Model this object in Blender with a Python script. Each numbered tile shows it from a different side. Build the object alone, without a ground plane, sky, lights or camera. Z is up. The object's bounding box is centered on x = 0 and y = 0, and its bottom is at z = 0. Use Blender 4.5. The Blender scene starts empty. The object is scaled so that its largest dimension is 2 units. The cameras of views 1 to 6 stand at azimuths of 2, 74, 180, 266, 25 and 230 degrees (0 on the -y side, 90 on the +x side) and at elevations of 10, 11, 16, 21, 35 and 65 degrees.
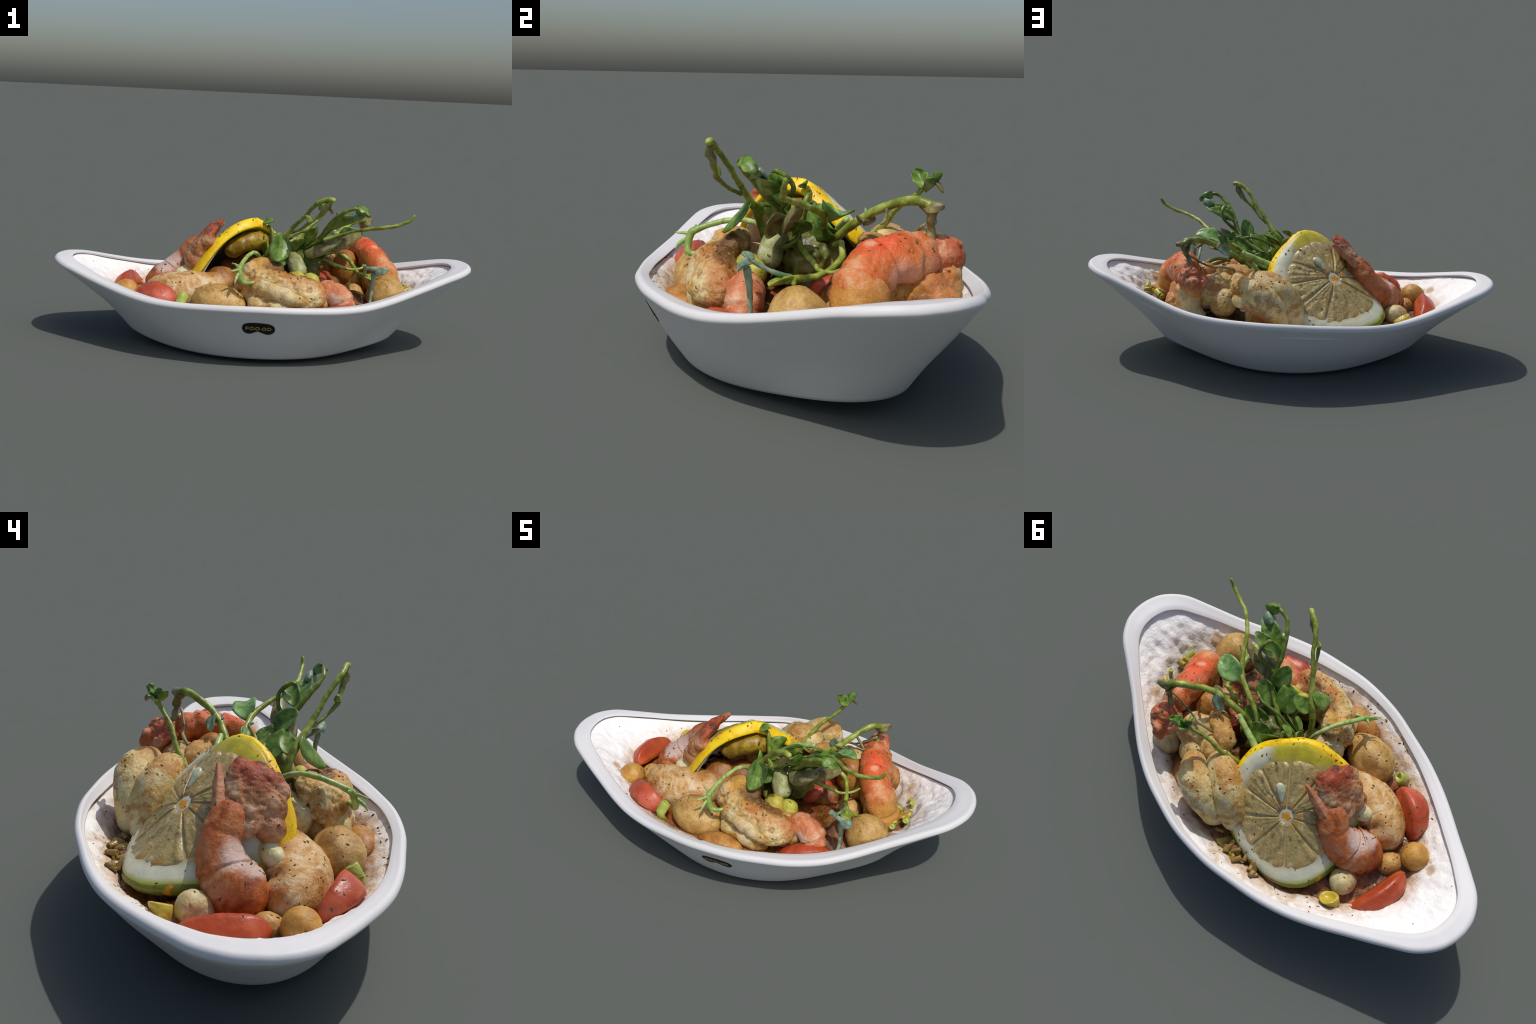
import bpy, bmesh, math, random
import numpy as np
from mathutils import Vector, Matrix, noise, Euler
from mathutils.bvhtree import BVHTree

random.seed(7)
RNG = np.random.default_rng(7)
SC = bpy.context.scene.collection


# ----------------------------------------------------------------- helpers
def lin(c):
    """sRGB 0-255 triple -> linear rgba"""
    return tuple((v / 12.92 if v <= .04045 else ((v + .055) / 1.055) ** 2.4) for v in (x / 255 for x in c)) + (1.0,)


def V(*a):
    return np.array(a, float)


def unit(v):
    v = np.asarray(v, float)
    return v / max(np.linalg.norm(v), 1e-9)


def mesh_from(name, verts, faces, smooth=True):
    me = bpy.data.meshes.new(name)
    me.from_pydata([tuple(map(float, v)) for v in verts], [], [tuple(map(int, f)) for f in faces])
    bm = bmesh.new()
    bm.from_mesh(me)
    bmesh.ops.recalc_face_normals(bm, faces=bm.faces)
    bm.to_mesh(me)
    bm.free()
    me.update()
    if smooth:
        me.polygons.foreach_set("use_smooth", [True] * len(me.polygons))
    return me


def add(name, me, mats, parent=None, label=None, cat=None, stuff=False, origin=None):
    """link a mesh given in world coordinates; the origin moves to its centre"""
    co = np.empty(len(me.vertices) * 3)
    me.vertices.foreach_get("co", co)
    co = co.reshape(-1, 3)
    if name not in ("serving_bowl", "liner", "badge", "lettering", "sauce", "herb_flakes"):
        co = keep_inside(co)
    o = np.array(origin) if origin is not None else (co.min(0) + co.max(0)) / 2
    me.vertices.foreach_set("co", (co - o).ravel())
    me.update()
    ob = bpy.data.objects.new(name, me)
    SC.objects.link(ob)
    for m in mats if isinstance(mats, (list, tuple)) else [mats]:
        me.materials.append(m)
    pl = np.array(parent["at"]) if parent else np.zeros(3)
    ob.location = o - pl
    ob["at"] = list(map(float, o))
    if parent:
        ob.parent = parent
    if label:
        ob["label"], ob["category"] = label, cat
    if stuff:
        ob["kind"] = "stuff"
    return ob


def empty(name, at, label, cat):
    ob = bpy.data.objects.new(name, None)
    ob.empty_display_size = .05
    SC.objects.link(ob)
    ob.location = at
    ob["at"] = list(map(float, at))
    ob["label"], ob["category"] = label, cat
    return ob


def centre(me):
    co = np.empty(len(me.vertices) * 3)
    me.vertices.foreach_get("co", co)
    co = co.reshape(-1, 3)
    return (co.min(0) + co.max(0)) / 2


def catmull(P, n, closed=False):
    P = np.asarray(P, float)
    if P.ndim == 1:
        P = P[:, None]
    N = len(P)
    t = np.linspace(0, N if closed else N - 1, n, endpoint=not closed)
    i = np.minimum(t.astype(int), N - 1 if closed else N - 2)
    f = (t - i)[:, None]
    if closed:
        g = lambda k: P[(i + k) % N]
    else:
        Q = np.vstack([2 * P[0] - P[1], P, 2 * P[-1] - P[-2]])
        g = lambda k: Q[i + k + 1]
    return .5 * (2 * g(0) + (g(1) - g(-1)) * f + (2 * g(-1) - 5 * g(0) + 4 * g(1) - g(2)) * f ** 2
                 + (-g(-1) + 3 * g(0) - 3 * g(1) + g(2)) * f ** 3)


def rings_mesh(rings, cap0=True, cap1=True):
    n = len(rings[0])
    verts = np.vstack(rings)
    faces = []
    for k in range(len(rings) - 1):
        a, b = k * n, (k + 1) * n
        for j in range(n):
            j2 = (j + 1) % n
            faces.append((a + j, a + j2, b + j2, b + j))
    if cap0:
        faces.append(tuple(range(n))[::-1])
    if cap1:
        m = (len(rings) - 1) * n
        faces.append(tuple(range(m, m + n)))
    return verts, faces


def tube(pts, radii, nring=40, nseg=20, up=(0, 0, 1), flat=1.0, mod=None, caps=True, lump=0.0, lscale=30.0):
    """tapered tube along a spine; flat < 1 squeezes it along `up`; mod(s, angle) scales the radius"""
    C = catmull(pts, nring)
    R = catmull(np.asarray(radii, float), nring)[:, 0]
    T = np.gradient(C, axis=0)
    T /= np.linalg.norm(T, axis=1)[:, None]
    s = np.linspace(0, 1, nring)
    rings = []
    u = np.asarray(up, float)
    if caps:                                   # round the ends
        L = np.concatenate([[0], np.cumsum(np.linalg.norm(np.diff(C, axis=0), axis=1))])
        for end in (0, 1):
            d = L if end == 0 else L[-1] - L
            r0 = max(R[0 if end == 0 else -1], 1e-4)
            k = np.clip(d / r0, 0, 1)
            R = R * np.where(d < r0, np.sqrt(np.clip(1 - (1 - k) ** 2, .02, 1)), 1)
    a = np.linspace(0, 2 * np.pi, nseg, endpoint=False)
    for k in range(nring):
        u = u - T[k] * (u @ T[k])
        u = unit(u)
        w = np.cross(T[k], u)
        rr = np.full(nseg, R[k])
        if mod is not None:
            rr = rr * mod(s[k], a)
        if lump:
            rr = rr + [lump * noise.noise(Vector((C[k] + w * math.cos(x) * R[k] + u * math.sin(x) * R[k]) * lscale)) for x in a]
        rings.append(C[k] + (rr * np.cos(a))[:, None] * w + (rr * np.sin(a) * flat)[:, None] * u)
    return rings_mesh(rings)


def joined(*parts):
    vs, fs, o = [], [], 0
    for v, f in parts:
        vs.append(v)
        fs += [tuple(i + o for i in q) for q in f]
        o += len(v)
    return np.vstack(vs), fs


def ball(c, r, rot=(0, 0, 0), nu=24, nv=14):
    r = np.array(r, float) * np.ones(3)
    M = np.array(Euler(rot).to_matrix())
    rings = []
    for k in range(1, nv):
        th = math.pi * k / nv
        a = np.linspace(0, 2 * np.pi, nu, endpoint=False)
        p = np.stack([np.sin(th) * np.cos(a), np.sin(th) * np.sin(a), np.full(nu, -np.cos(th))], 1)
        rings.append((p * r) @ M.T + c)
    return rings_mesh(rings)


def remeshed(name, parts, voxel=.008, smooth=4, disp=()):
    """fuse overlapping solids into one skin, smooth it, then displace it with noise"""
    v, f = joined(*parts)
    me = mesh_from(name, v, f)
    ob = bpy.data.objects.new("fuse", me)
    SC.objects.link(ob)
    m = ob.modifiers.new("r", "REMESH")
    m.mode, m.voxel_size, m.use_smooth_shade = "VOXEL", voxel, True
    if smooth:
        m = ob.modifiers.new("s", "SMOOTH")
        m.factor, m.iterations = .5, smooth
    out = bpy.data.meshes.new_from_object(ob.evaluated_get(bpy.context.evaluated_depsgraph_get()))
    bpy.data.objects.remove(ob)
    bpy.data.meshes.remove(me)
    out.name = name
    if disp:
        displace(out, disp)
    out.polygons.foreach_set("use_smooth", [True] * len(out.polygons))
    return out


def displace(me, disp):
    n = len(me.vertices)
    co = np.empty(n * 3)
    no = np.empty(n * 3)
    me.vertices.foreach_get("co", co)
    me.vertex_normals.foreach_get("vector", no)
    co, no = co.reshape(-1, 3), no.reshape(-1, 3)
    h = np.zeros(n)
    for amp, sc, kind in disp:
        if kind == "n":
            h += amp * np.array([noise.noise(Vector(c * sc)) for c in co])
        elif kind == "p":       # pits
            h -= amp * np.array([max(0, noise.noise(Vector(c * sc)) - .12) for c in co]) * 2.5
        elif kind == "r":       # ridges
            h += amp * np.array([1 - abs(noise.noise(Vector(c * sc))) * 2.5 for c in co])
    me.vertices.foreach_set("co", (co + no * h[:, None]).ravel())
    me.update()


def leaf(base, tip, up, width, cup=.25, droop=.1, thick=.006, nu=18, nv=9, wave=0.0, blunt=.75, fold=0.0):
    """thick leaf blade: base -> tip, face towards up, cupped across and drooping along"""
    base, tip = np.asarray(base, float), np.asarray(tip, float)
    ax = tip - base
    L = np.linalg.norm(ax)
    ax = ax / L
    up = unit(np.asarray(up, float) - ax * (np.asarray(up, float) @ ax))
    sd = np.cross(ax, up)
    top, bot = [], []
    for i in range(nu):
        u = (1 - math.cos(math.pi * i / (nu - 1))) / 2
        q = u ** blunt
        w = width * .5 * (max(0.0, 1 - (2 * q - 1) ** 2) ** (.55 if q > .5 else .8) * .97 + .03)
        rt, rb = [], []
        for j in range(nv):
            v = 2 * j / (nv - 1) - 1
            h = cup * width * (v * v) * (w / (width * .5)) - droop * L * (u - .35) ** 2 + fold * width * abs(v) * .5
            h += wave * math.sin(u * 13 + v * 2.2) * v * v
            h -= .10 * width * math.exp(-(v / .14) ** 2) * (1 - u) * .5
            p = base + ax * (u * L) + sd * (v * w * (1 - .12 * cup)) + up * h
            t = thick * (math.sqrt(max(0, 1 - v * v)) * .85 + .15) * (.35 + .65 * math.sin(math.pi * (u * .94 + .03)) ** .5)
            t += thick * .8 * math.exp(-(v / .2) ** 2) * (1 - u)
            rt.append(p + up * t * .5)
            rb.append(p - up * t * .5)
        top.append(rt)
        bot.append(rb)
    rings = [np.array(a + b[::-1]) for a, b in zip(top, bot)]
    return rings_mesh(rings)


# ----------------------------------------------------------------- materials
class Nodes:
    def __init__(self, name):
        self.m = bpy.data.materials.new(name)
        self.m.use_nodes = True
        self.t = self.m.node_tree
        self.t.nodes.clear()
        self.out = self.n("ShaderNodeOutputMaterial")
        self.b = self.n("ShaderNodeBsdfPrincipled")
        self.l(self.b.outputs[0], self.out.inputs[0])
        self.P = self.n("ShaderNodeTexCoord").outputs["Object"]

    def n(self, kind, **k):
        x = self.t.nodes.new(kind)
        for a, v in k.items():
            setattr(x, a, v)
        return x

    def l(self, a, b):
        self.t.links.new(a, b)

    def noise(self, scale, detail=4, rough=.55, dist=0.0, vec=None):
        x = self.n("ShaderNodeTexNoise")
        x.inputs["Scale"].default_value = scale
        x.inputs["Detail"].default_value = detail
        x.inputs["Roughness"].default_value = rough
        x.inputs["Distortion"].default_value = dist
        self.l(vec or self.P, x.inputs["Vector"])
        return x.outputs["Fac"]

    def ramp(self, fac, stops, interp="LINEAR"):
        x = self.n("ShaderNodeValToRGB")
        x.color_ramp.interpolation = interp
        e = x.color_ramp.elements
        while len(e) < len(stops):
            e.new(.5)
        for q, (p, c) in zip(e, stops):
            q.position, q.color = p, c if len(c) == 4 else lin(c)
        self.l(fac, x.inputs[0])
        return x.outputs[0]

    def math(self, op, a, b=None, c=None, clamp=False):
        x = self.n("ShaderNodeMath", operation=op, use_clamp=clamp)
        for i, v in enumerate((a, b, c)):
            if v is None:
                continue
            if isinstance(v, (int, float)):
                x.inputs[i].default_value = v
            else:
                self.l(v, x.inputs[i])
        return x.outputs[0]

    def span(self, v, a, b, c=0.0, d=1.0):
        x = self.n("ShaderNodeMapRange", interpolation_type="SMOOTHSTEP")
        self.l(v, x.inputs[0])
        for i, q in enumerate((a, b, c, d)):
            x.inputs[i + 1].default_value = q
        return x.outputs[0]

    def mix(self, fac, a, b):
        x = self.n("ShaderNodeMix", data_type="RGBA")
        for i, v in ((0, fac), (6, a), (7, b)):
            if isinstance(v, (int, float)):
                x.inputs[i].default_value = v
            elif isinstance(v, tuple):
                x.inputs[i].default_value = v if len(v) == 4 else lin(v)
            else:
                self.l(v, x.inputs[i])
        return x.outputs[2]

    def vec(self, op, a, b):
        x = self.n("ShaderNodeVectorMath", operation=op)
        for i, v in enumerate((a, b)):
            if isinstance(v, (tuple, list, np.ndarray)):
                x.inputs[i].default_value = tuple(map(float, v))
            else:
                self.l(v, x.inputs[i])
        return x.outputs["Value"] if op in ("DISTANCE", "DOT_PRODUCT", "LENGTH") else x.outputs[0]

    def specks(self, col, scale, size, share, colour):
        x = self.n("ShaderNodeTexVoronoi")
        x.inputs["Scale"].default_value = scale
        w = self.n("ShaderNodeVectorMath", operation="ADD")
        q = self.n("ShaderNodeTexNoise")
        q.inputs["Scale"].default_value = scale * 1.7
        self.l(self.P, q.inputs["Vector"])
        s = self.n("ShaderNodeVectorMath", operation="SCALE")
        s.inputs["Scale"].default_value = .55 / scale
        self.l(q.outputs["Color"], s.inputs[0])
        self.l(self.P, w.inputs[0])
        self.l(s.outputs[0], w.inputs[1])
        self.l(w.outputs[0], x.inputs["Vector"])
        sep = self.n("ShaderNodeSeparateColor")
        self.l(x.outputs["Color"], sep.inputs[0])
        keep = self.math("LESS_THAN", sep.outputs[0], share)
        var = self.math("MULTIPLY_ADD", sep.outputs[1], size * .8, size * .4)
        d = self.math("SUBTRACT", var, x.outputs["Distance"])
        m = self.math("MULTIPLY", self.span(d, 0, size * .35), keep)
        return self.mix(self.math("MULTIPLY", m, .7), col, colour)

    def patch(self, col, c, r, colour, soft=.5, rag=.5, sc=22, amount=1.0):
        d = self.vec("DISTANCE", self.P, c)
        nn = self.noise(sc, 4, .6)
        d = self.math("ADD", d, self.math("MULTIPLY", self.math("SUBTRACT", nn, .5), r * rag * 2))
        return self.mix(self.span(d, r, r * (1 - soft), 0, amount), col, colour)

    def bump(self, h, dist=.004, strength=.6):
        x = self.n("ShaderNodeBump")
        x.inputs["Distance"].default_value = dist
        x.inputs["Strength"].default_value = strength
        self.l(h, x.inputs["Height"])
        self.l(x.outputs[0], self.b.inputs["Normal"])

    def finish(self, col, rough=.45, spec=.5, sss=0.0, coat=0.0):
        self.l(col, self.b.inputs["Base Color"]) if not isinstance(col, tuple) else setattr(self.b.inputs["Base Color"], "default_value", col)
        self.b.inputs["Roughness"].default_value = rough
        self.b.inputs["Specular IOR Level"].default_value = spec
        if sss:
            self.b.inputs["Subsurface Weight"].default_value = sss
            self.b.inputs["Subsurface Radius"].default_value = (.03, .015, .008)
            self.b.inputs["Subsurface Scale"].default_value = .5
        self.b.inputs["Coat Weight"].default_value = coat
        self.b.inputs["Coat Roughness"].default_value = .2
        return self.m


HERB = (88, 64, 30)


def food(name, org, stops, scale=14, dist=.8, patches=(), herbs=(60, .16, .16), stain=None, bump=(90, .004), rough=.42, spec=.45, coat=0.0, fine=True):
    """cooked-food colour: blotchy ramp, placed patches, oil stains, herb specks"""
    N = Nodes(name)
    col = N.ramp(N.math('MULTIPLY_ADD', N.noise(scale, 6, .66, dist * .5), 2.0, -.5), stops)
    if stain:
        sc, lo, hi, c, amt = stain
        col = N.mix(N.span(N.noise(sc, 5, .68, .4), lo - .05, hi - .08, 0, amt), col, c)
    for p in patches:
        c, r, k = p[:3]
        soft = p[3] if len(p) > 3 else .6
        amt = p[4] if len(p) > 4 else 1.0
        col = N.patch(col, np.array(c) - org, r * 1.3, k, soft, .45, 26, amt)
    if fine:
        f = N.noise(38, 6, .7, .4)
        col = N.mix(N.span(f, .53, .7, 0, .4), col, tuple(stops[0][1]))
        col = N.mix(N.span(f, .46, .3, 0, .5), col, tuple(stops[-1][1]))
        f = N.noise(150, 4, .7)
        col = N.mix(N.span(f, .35, .75, 0, .22), col, tuple(stops[0][1]))
    if herbs:
        sc, size, share = herbs
        col = N.specks(col, sc, size, share, HERB)
        col = N.specks(col, sc * .55, size * .75, share * .7, (112, 72, 26))
    wet = N.noise(7, 4, .6, .8)
    h = N.math("ADD", N.noise(bump[0], 5, .65), N.math("MULTIPLY", N.noise(bump[0] * .3, 3), 1.2))
    N.bump(h, bump[1] * 1.8, .6)
    N.finish(col, rough, spec, coat=coat)
    N.l(N.span(wet, .42, .6, rough + .14, max(.16, rough - .2)), N.b.inputs['Roughness'])
    return N.m


# ----------------------------------------------------------------- bowl
HALF = [(0, .509, .291), (.107, .502, .289), (.22, .475, .285), (.335, .44, .283), (.45, .39, .287), (.56, .33, .303),
        (.655, .272, .324), (.74, .217, .348), (.812, .163, .371), (.865, .118, .388), (.896, .068, .398), (.906, .03, .4), (.908, 0, .401)]
M = 288


def rim_line():
    q = [V(*p) for p in HALF[::-1]]
    f = q + [p * V(-1, 1, 1) for p in q[::-1][1:]] + [p * V(-1, -1, 1) for p in q[1:]] + [p * V(1, -1, 1) for p in q[::-1][1:-1]]
    P = catmull(f, M, closed=True)
    P[:, 2] += .020 * P[:, 0] + .005 * P[:, 1] / .5
    P[:, 1] += .007
    P[:, 0] -= .004
    return P


LIP = rim_line()
tan = np.roll(LIP, -1, 0) - np.roll(LIP, 1, 0)
NRM = np.stack([tan[:, 1], -tan[:, 0]], 1)
NRM /= np.linalg.norm(NRM, axis=1)[:, None]
for _ in range(6):
    NRM = (np.roll(NRM, 1, 0) + NRM * 2 + np.roll(NRM, -1, 0)) / 4
NRM /= np.linalg.norm(NRM, axis=1)[:, None]
ENDNESS = np.abs(LIP[:, 0]) / .908
TH = np.arctan2(LIP[:, 1] / .509, LIP[:, 0] / .908)


def off(d, dz):
    return np.column_stack([LIP[:, :2] + NRM * np.asarray(d * np.ones(M))[:, None], LIP[:, 2] + dz])


def loop(ax, ay, n, z, cx=0., cy=0.):
    c, s = np.cos(TH), np.sin(TH)
    return np.column_stack([cx + ax * np.sign(c) * np.abs(c) ** (2 / n), cy + ay * np.sign(s) * np.abs(s) ** (2 / n), z * np.ones(M)])


def waves(spec):
    """sum of cosines (k >= 0) and sines (k < 0) of the angle round the bowl"""
    return sum(a * (np.cos(k * TH) if k >= 0 else np.sin(-k * TH)) for k, a in spec)


RIM_W = waves([(0, .061), (1, .002), (2, .016), (3, -.002), (4, .005), (5, .004), (6, .008), (8, .001), (-1, -.009), (-2, -.001), (-3, -.002)])


def build_bowl():
    r = .019
    e = .015 - .008 * ENDNESS ** 3 + .006 * np.sin(TH) + .006 * np.sin(2 * TH) * (TH > 0) + .004 * np.cos(TH) ** 3
    rings = [off(.010, -.05), off(.015, -.03), off(.015, -.013), off(.005, -.006), off(0, -.002), off(.003, .001)]
    rings += [off(RIM_W * .35, .35 * e), off(RIM_W - r * 1.25, .85 * e)]
    for a in np.linspace(.03, .88, 9) * math.pi:
        rings.append(off(RIM_W - r + r * math.sin(a), -r + r * math.cos(a) + e))
    U = rings[-1]
    iu = len(rings) - 1
    k = waves([(0, .946), (1, -.011), (2, -.005), (3, .007), (4, .048), (5, .006), (-1, -.017), (-2, .004), (-3, .009), (-4, .002)])
    K = np.column_stack([.649 * k * np.cos(TH), .386 * k * np.sin(TH), waves([(0, .038), (1, .002), (2, .024), (4, .005), (-1, .001), (-2, -.001), (-3, .004)])])
    m = waves([(0, -.004), (1, .001), (2, -.015), (4, -.002), (-1, .001), (-2, -.005)])
    for c, w, a in ((.9, .5, .011), (math.pi, .4, -.006), (-.5, .4, -.008)):
        d = np.angle(np.exp(1j * (TH - c)))
        m = m + a * np.exp(-(d / w) ** 2)
    rad = np.stack([np.cos(TH), np.sin(TH)], 1)
    for f in (.06, .12, .2, .3, .4, .5, .6, .7, .8, .9, .96):
        P = U * (1 - f) + K * f
        P[:, :2] += rad * (m * math.sin(f * math.pi))[:, None]
        rings.append(P)
    for _ in range(10):                        # let the rim roll run softly into the wall
        for q in range(iu - 2, iu + 6):
            rings[q] = .25 * rings[q - 1] + .5 * rings[q] + .25 * rings[q + 1]
    for f in (1, .97, .92, .85, .75, .6, .45, .3, .15, .04):
        rings.append(K * V(f, f, f ** 2))
    # inside face of the wall, so that the shell is closed below the liner
    inner = [off(.010, -.05)]
    for f in (.33, .66, 1):
        inner.append(off(.002, -.065) * (1 - f) + loop(.55, .30, 1.8, .1) * f)
    inner.append(loop(.3, .18, 1.8, .06))
    inner.append(loop(.03, .02, 1.8, .04))
    v, f = rings_mesh(rings, False, True)
    v2, f2 = rings_mesh(inner, False, True)
    v, f = joined((v, [q[::-1] for q in f]), (v2, f2))
    return mesh_from("bowl", v, f)


def mat_bowl():
    N = Nodes("glazed_porcelain")
    col = N.ramp(N.noise(3, 3), [(.3, (218, 217, 217)), (.7, (222, 221, 221))])
    N.bump(N.noise(60, 3), .0006, .15)
    return N.finish(col, .5, .28)


def mat_liner():
    N = Nodes("crumpled_white_liner")
    z = N.n("ShaderNodeSeparateXYZ")
    N.l(N.P, z.inputs[0])
    col = N.ramp(N.noise(9, 5, .6, .5), [(.25, (234, 231, 228)), (.5, (246, 244, 241)), (.75, (251, 250, 248))])
    col = N.mix(N.span(N.noise(6, 5, .6, 1.0), .5, .72, 0, .35), col, (238, 224, 216))
    # sauce creeping up from the food
    h = N.math("ADD", z.outputs[2], N.math("MULTIPLY", N.math("SUBTRACT", N.noise(14, 5, .65, .8), .5), .16))
    col = N.mix(N.span(h, .025, -.05, 0, .8), col, (190, 152, 106))
    col = N.mix(N.span(h, -.03, -.085, 0, .9), col, (122, 84, 46))
    x = N.n("ShaderNodeMapRange", interpolation_type="SMOOTHSTEP")
    N.l(z.outputs[0], x.inputs[0])
    for i, q in enumerate((.45, .66, 0, 1)):
        x.inputs[i + 1].default_value = q
    st = N.math("MULTIPLY", x.outputs[0], N.span(N.noise(22, 5, .7, 1.0), .5, .7))
    st = N.math("MULTIPLY", N.math("ADD", st, N.math("MULTIPLY", x.outputs[0], .35)), N.span(z.outputs[2], .10, -.0))
    col = N.mix(N.math("MULTIPLY", st, .8), col, (150, 118, 72))
    for c, r, k in (((-.72, -.14, .27), .035, (196, 160, 112)), ((-.70, -.17, .25), .03, (170, 128, 78)), ((.70, -.17, .3), .04, (176, 140, 92)), ((.66, .2, .3), .05, (190, 160, 120))):
        col = N.patch(col, np.array(c) - LINER_ORG, r, k, .6, .7, 40, .8)
    col = N.specks(col, 40, .07, .08, (72, 60, 46))
    N.bump(N.math("ADD", N.noise(38, 4, .6, .4), N.math("MULTIPLY", N.noise(120, 3), .3)), .01, .55)
    return N.finish(col, .5, .35)


LINER_ORG = V(0, 0, .26)


def build_liner():
    rings = []
    floor = loop(.62, .385, 1.75, .15, -.005, .004)
    top = off(.010, -.015)
    for f in np.concatenate([np.linspace(0, .12, 4), np.linspace(.18, 1, 22)]):
        P = top * (1 - f) + floor * f
        P[:, 2] += math.sin(math.pi * f) * (.03 * ENDNESS ** 3 + .022 * (1 - ENDNESS))
        rings.append(P)
    for f in (.8, .55, .3, .08):
        rings.append(floor * V(f, f, 1))
    v, f = rings_mesh(rings, False, True)
    for i, p in enumerate(v):
        k = min(1, max(0, (i // M) / 5))
        q = Vector(p)
        big = 1 + .9 * max(0, min(1, (p[0] - .45) / .15))
        h = big * (.007 * noise.noise(q * 16) + .006 * noise.noise(q * 34)) + .003 * noise.noise(q * 70)
        n = unit(V(-p[0], -p[1] * 1.4, .75))
        v[i] = p + n * h * k + V(0, 0, .006 * noise.noise(q * 7) * (1 - k))
    return mesh_from("liner", v, [q[::-1] for q in f])


bowl_at = (0, 0, 0)
bowl_me = build_bowl()
bowl_bvh = BVHTree.FromPolygons([v.co.copy() for v in bowl_me.vertices], [tuple(p.vertices) for p in bowl_me.polygons])
BOWL = add("serving_bowl", bowl_me, mat_bowl(), label="white boat-shaped porcelain bowl with flared pointed ends", cat="bowl", origin=bowl_at)
liner_me = build_liner()
add("liner", liner_me, mat_liner(), parent=BOWL, origin=LINER_ORG)


LIP_RHO = np.hypot(LIP[:, 0] / .908, LIP[:, 1] / .509)
TH_O = np.argsort(TH)


def keep_inside(co, gap=.012, deep=.155):
    """press food that would stick out through the wall back inside the liner"""
    co = co.copy()
    th = np.arctan2(co[:, 1] / .509, co[:, 0] / .908)
    zl = np.interp(th, TH[TH_O], LIP[TH_O, 2], period=2 * np.pi)
    co[:, 2] = np.maximum(co[:, 2], deep)
    lip = np.column_stack([np.interp(th, TH[TH_O], LIP[TH_O, i], period=2 * np.pi) for i in (0, 1)])
    c, s_ = np.cos(th), np.sin(th)
    flo = np.column_stack([.62 * np.sign(c) * np.abs(c) ** (2 / 1.75), .385 * np.sign(s_) * np.abs(s_) ** (2 / 1.75)])
    f = np.clip((zl - .012 - co[:, 2]) / (zl - .012 - .15), 0, 1)[:, None]
    lim = np.linalg.norm(lip * (1 - f) + flo * f, axis=1) - gap
    rho = np.linalg.norm(co[:, :2], axis=1)
    low = co[:, 2] < zl + .01
    k = np.where(low & (rho > lim), lim / np.maximum(rho, 1e-6), 1)
    co[:, :2] *= k[:, None]
    return co


def onto_wall(outline_sets, centre_xz, lift, thick):
    """lay flat shapes (faces in local x, z) onto the front wall of the bowl"""
    verts, faces = [], []
    for pts, fs in outline_sets:
        o = len(verts)
        for layer in (lift + thick, lift - .002):
            for x, z in pts:
                X, Z = centre_xz[0] + x, centre_xz[1] + z
                hit = bowl_bvh.ray_cast(Vector((X, -1.2, Z)), Vector((0, 1, 0)))
                p = hit[0] + hit[1] * layer if hit[1].y < 0 else hit[0] - hit[1] * layer
                verts.append(p)
        n = len(pts)
        faces += [tuple(o + i for i in q) for q in fs]
        faces += [tuple(o + n + i for i in q[::-1]) for q in fs]
        edges = {}
        for q in fs:
            for a, b in zip(q, q[1:] + q[:1]):
                edges[(a, b)] = 1
        for a, b in edges:
            if (b, a) not in edges:
                faces.append((o + b, o + a, o + n + a, o + n + b))
    return mesh_from("badge", verts, faces)


U = .000091
BADGE = [(-780, 17), (-725, -166), (-585, -253), (-305, -301), (0, -305), (395, -279), (615, -219), (745, -105), (780, 23), (745, 165),
         (615, 276), (455, 319), (295, 286), (125, 214), (-25, 166), (-155, 202), (-305, 279), (-455, 311), (-605, 278), (-715, 184)]
ring = catmull([(x * U, -y * U) for x, y in BADGE], 120, closed=True)


def ring_shape(outer, inner):
    n = len(outer)
    return [tuple(p) for p in outer] + [tuple(p) for p in inner], [(i, (i + 1) % n, n + (i + 1) % n, n + i) for i in range(n)]


# badge: concentric shells of the outline so that it bends with the wall
shells = [[(x * k, (y + .002) * (k if k > .01 else .01) - .002) for x, y in ring] for k in (1, .8, .6, .4, .2, .02)]
pts = [p for s in shells for p in s]
fs = [(a * 120 + i, a * 120 + (i + 1) % 120, (a + 1) * 120 + (i + 1) % 120, (a + 1) * 120 + i) for a in range(5) for i in range(120)]
BC = (.0112, .1925)
N = Nodes("black_badge")
badge_mat = N.finish(lin((14, 15, 15)), .45, .3)
N = Nodes("gold_lettering")
gold_mat = N.finish(lin((150, 128, 74)), .5, .4)
badge = add("badge", onto_wall([(pts, fs)], BC, .0012, .0012), badge_mat, parent=BOWL)
letters = []


def ellipse(cx, cy, rx, ry, n=40, p=2.0):
    a = np.linspace(0, 2 * np.pi, n, endpoint=False)
    return [((cx + rx * np.sign(math.cos(t)) * abs(math.cos(t)) ** (2 / p)) * U, -(cy + ry * math.sin(t)) * U) for t in a]


for cx in (-320, -50, 496):
    letters.append(ring_shape(ellipse(cx, 0, 122, 96), ellipse(cx, 0, 68, 48)))


def bar(x0, y0, x1, y1):
    g = [((x0 + (x1 - x0) * i / 4) * U, -(y0 + (y1 - y0) * j / 4) * U) for j in range(5) for i in range(5)]
    return g, [(j * 5 + i, j * 5 + i + 1, j * 5 + i + 6, j * 5 + i + 5) for j in range(4) for i in range(4)]


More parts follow.
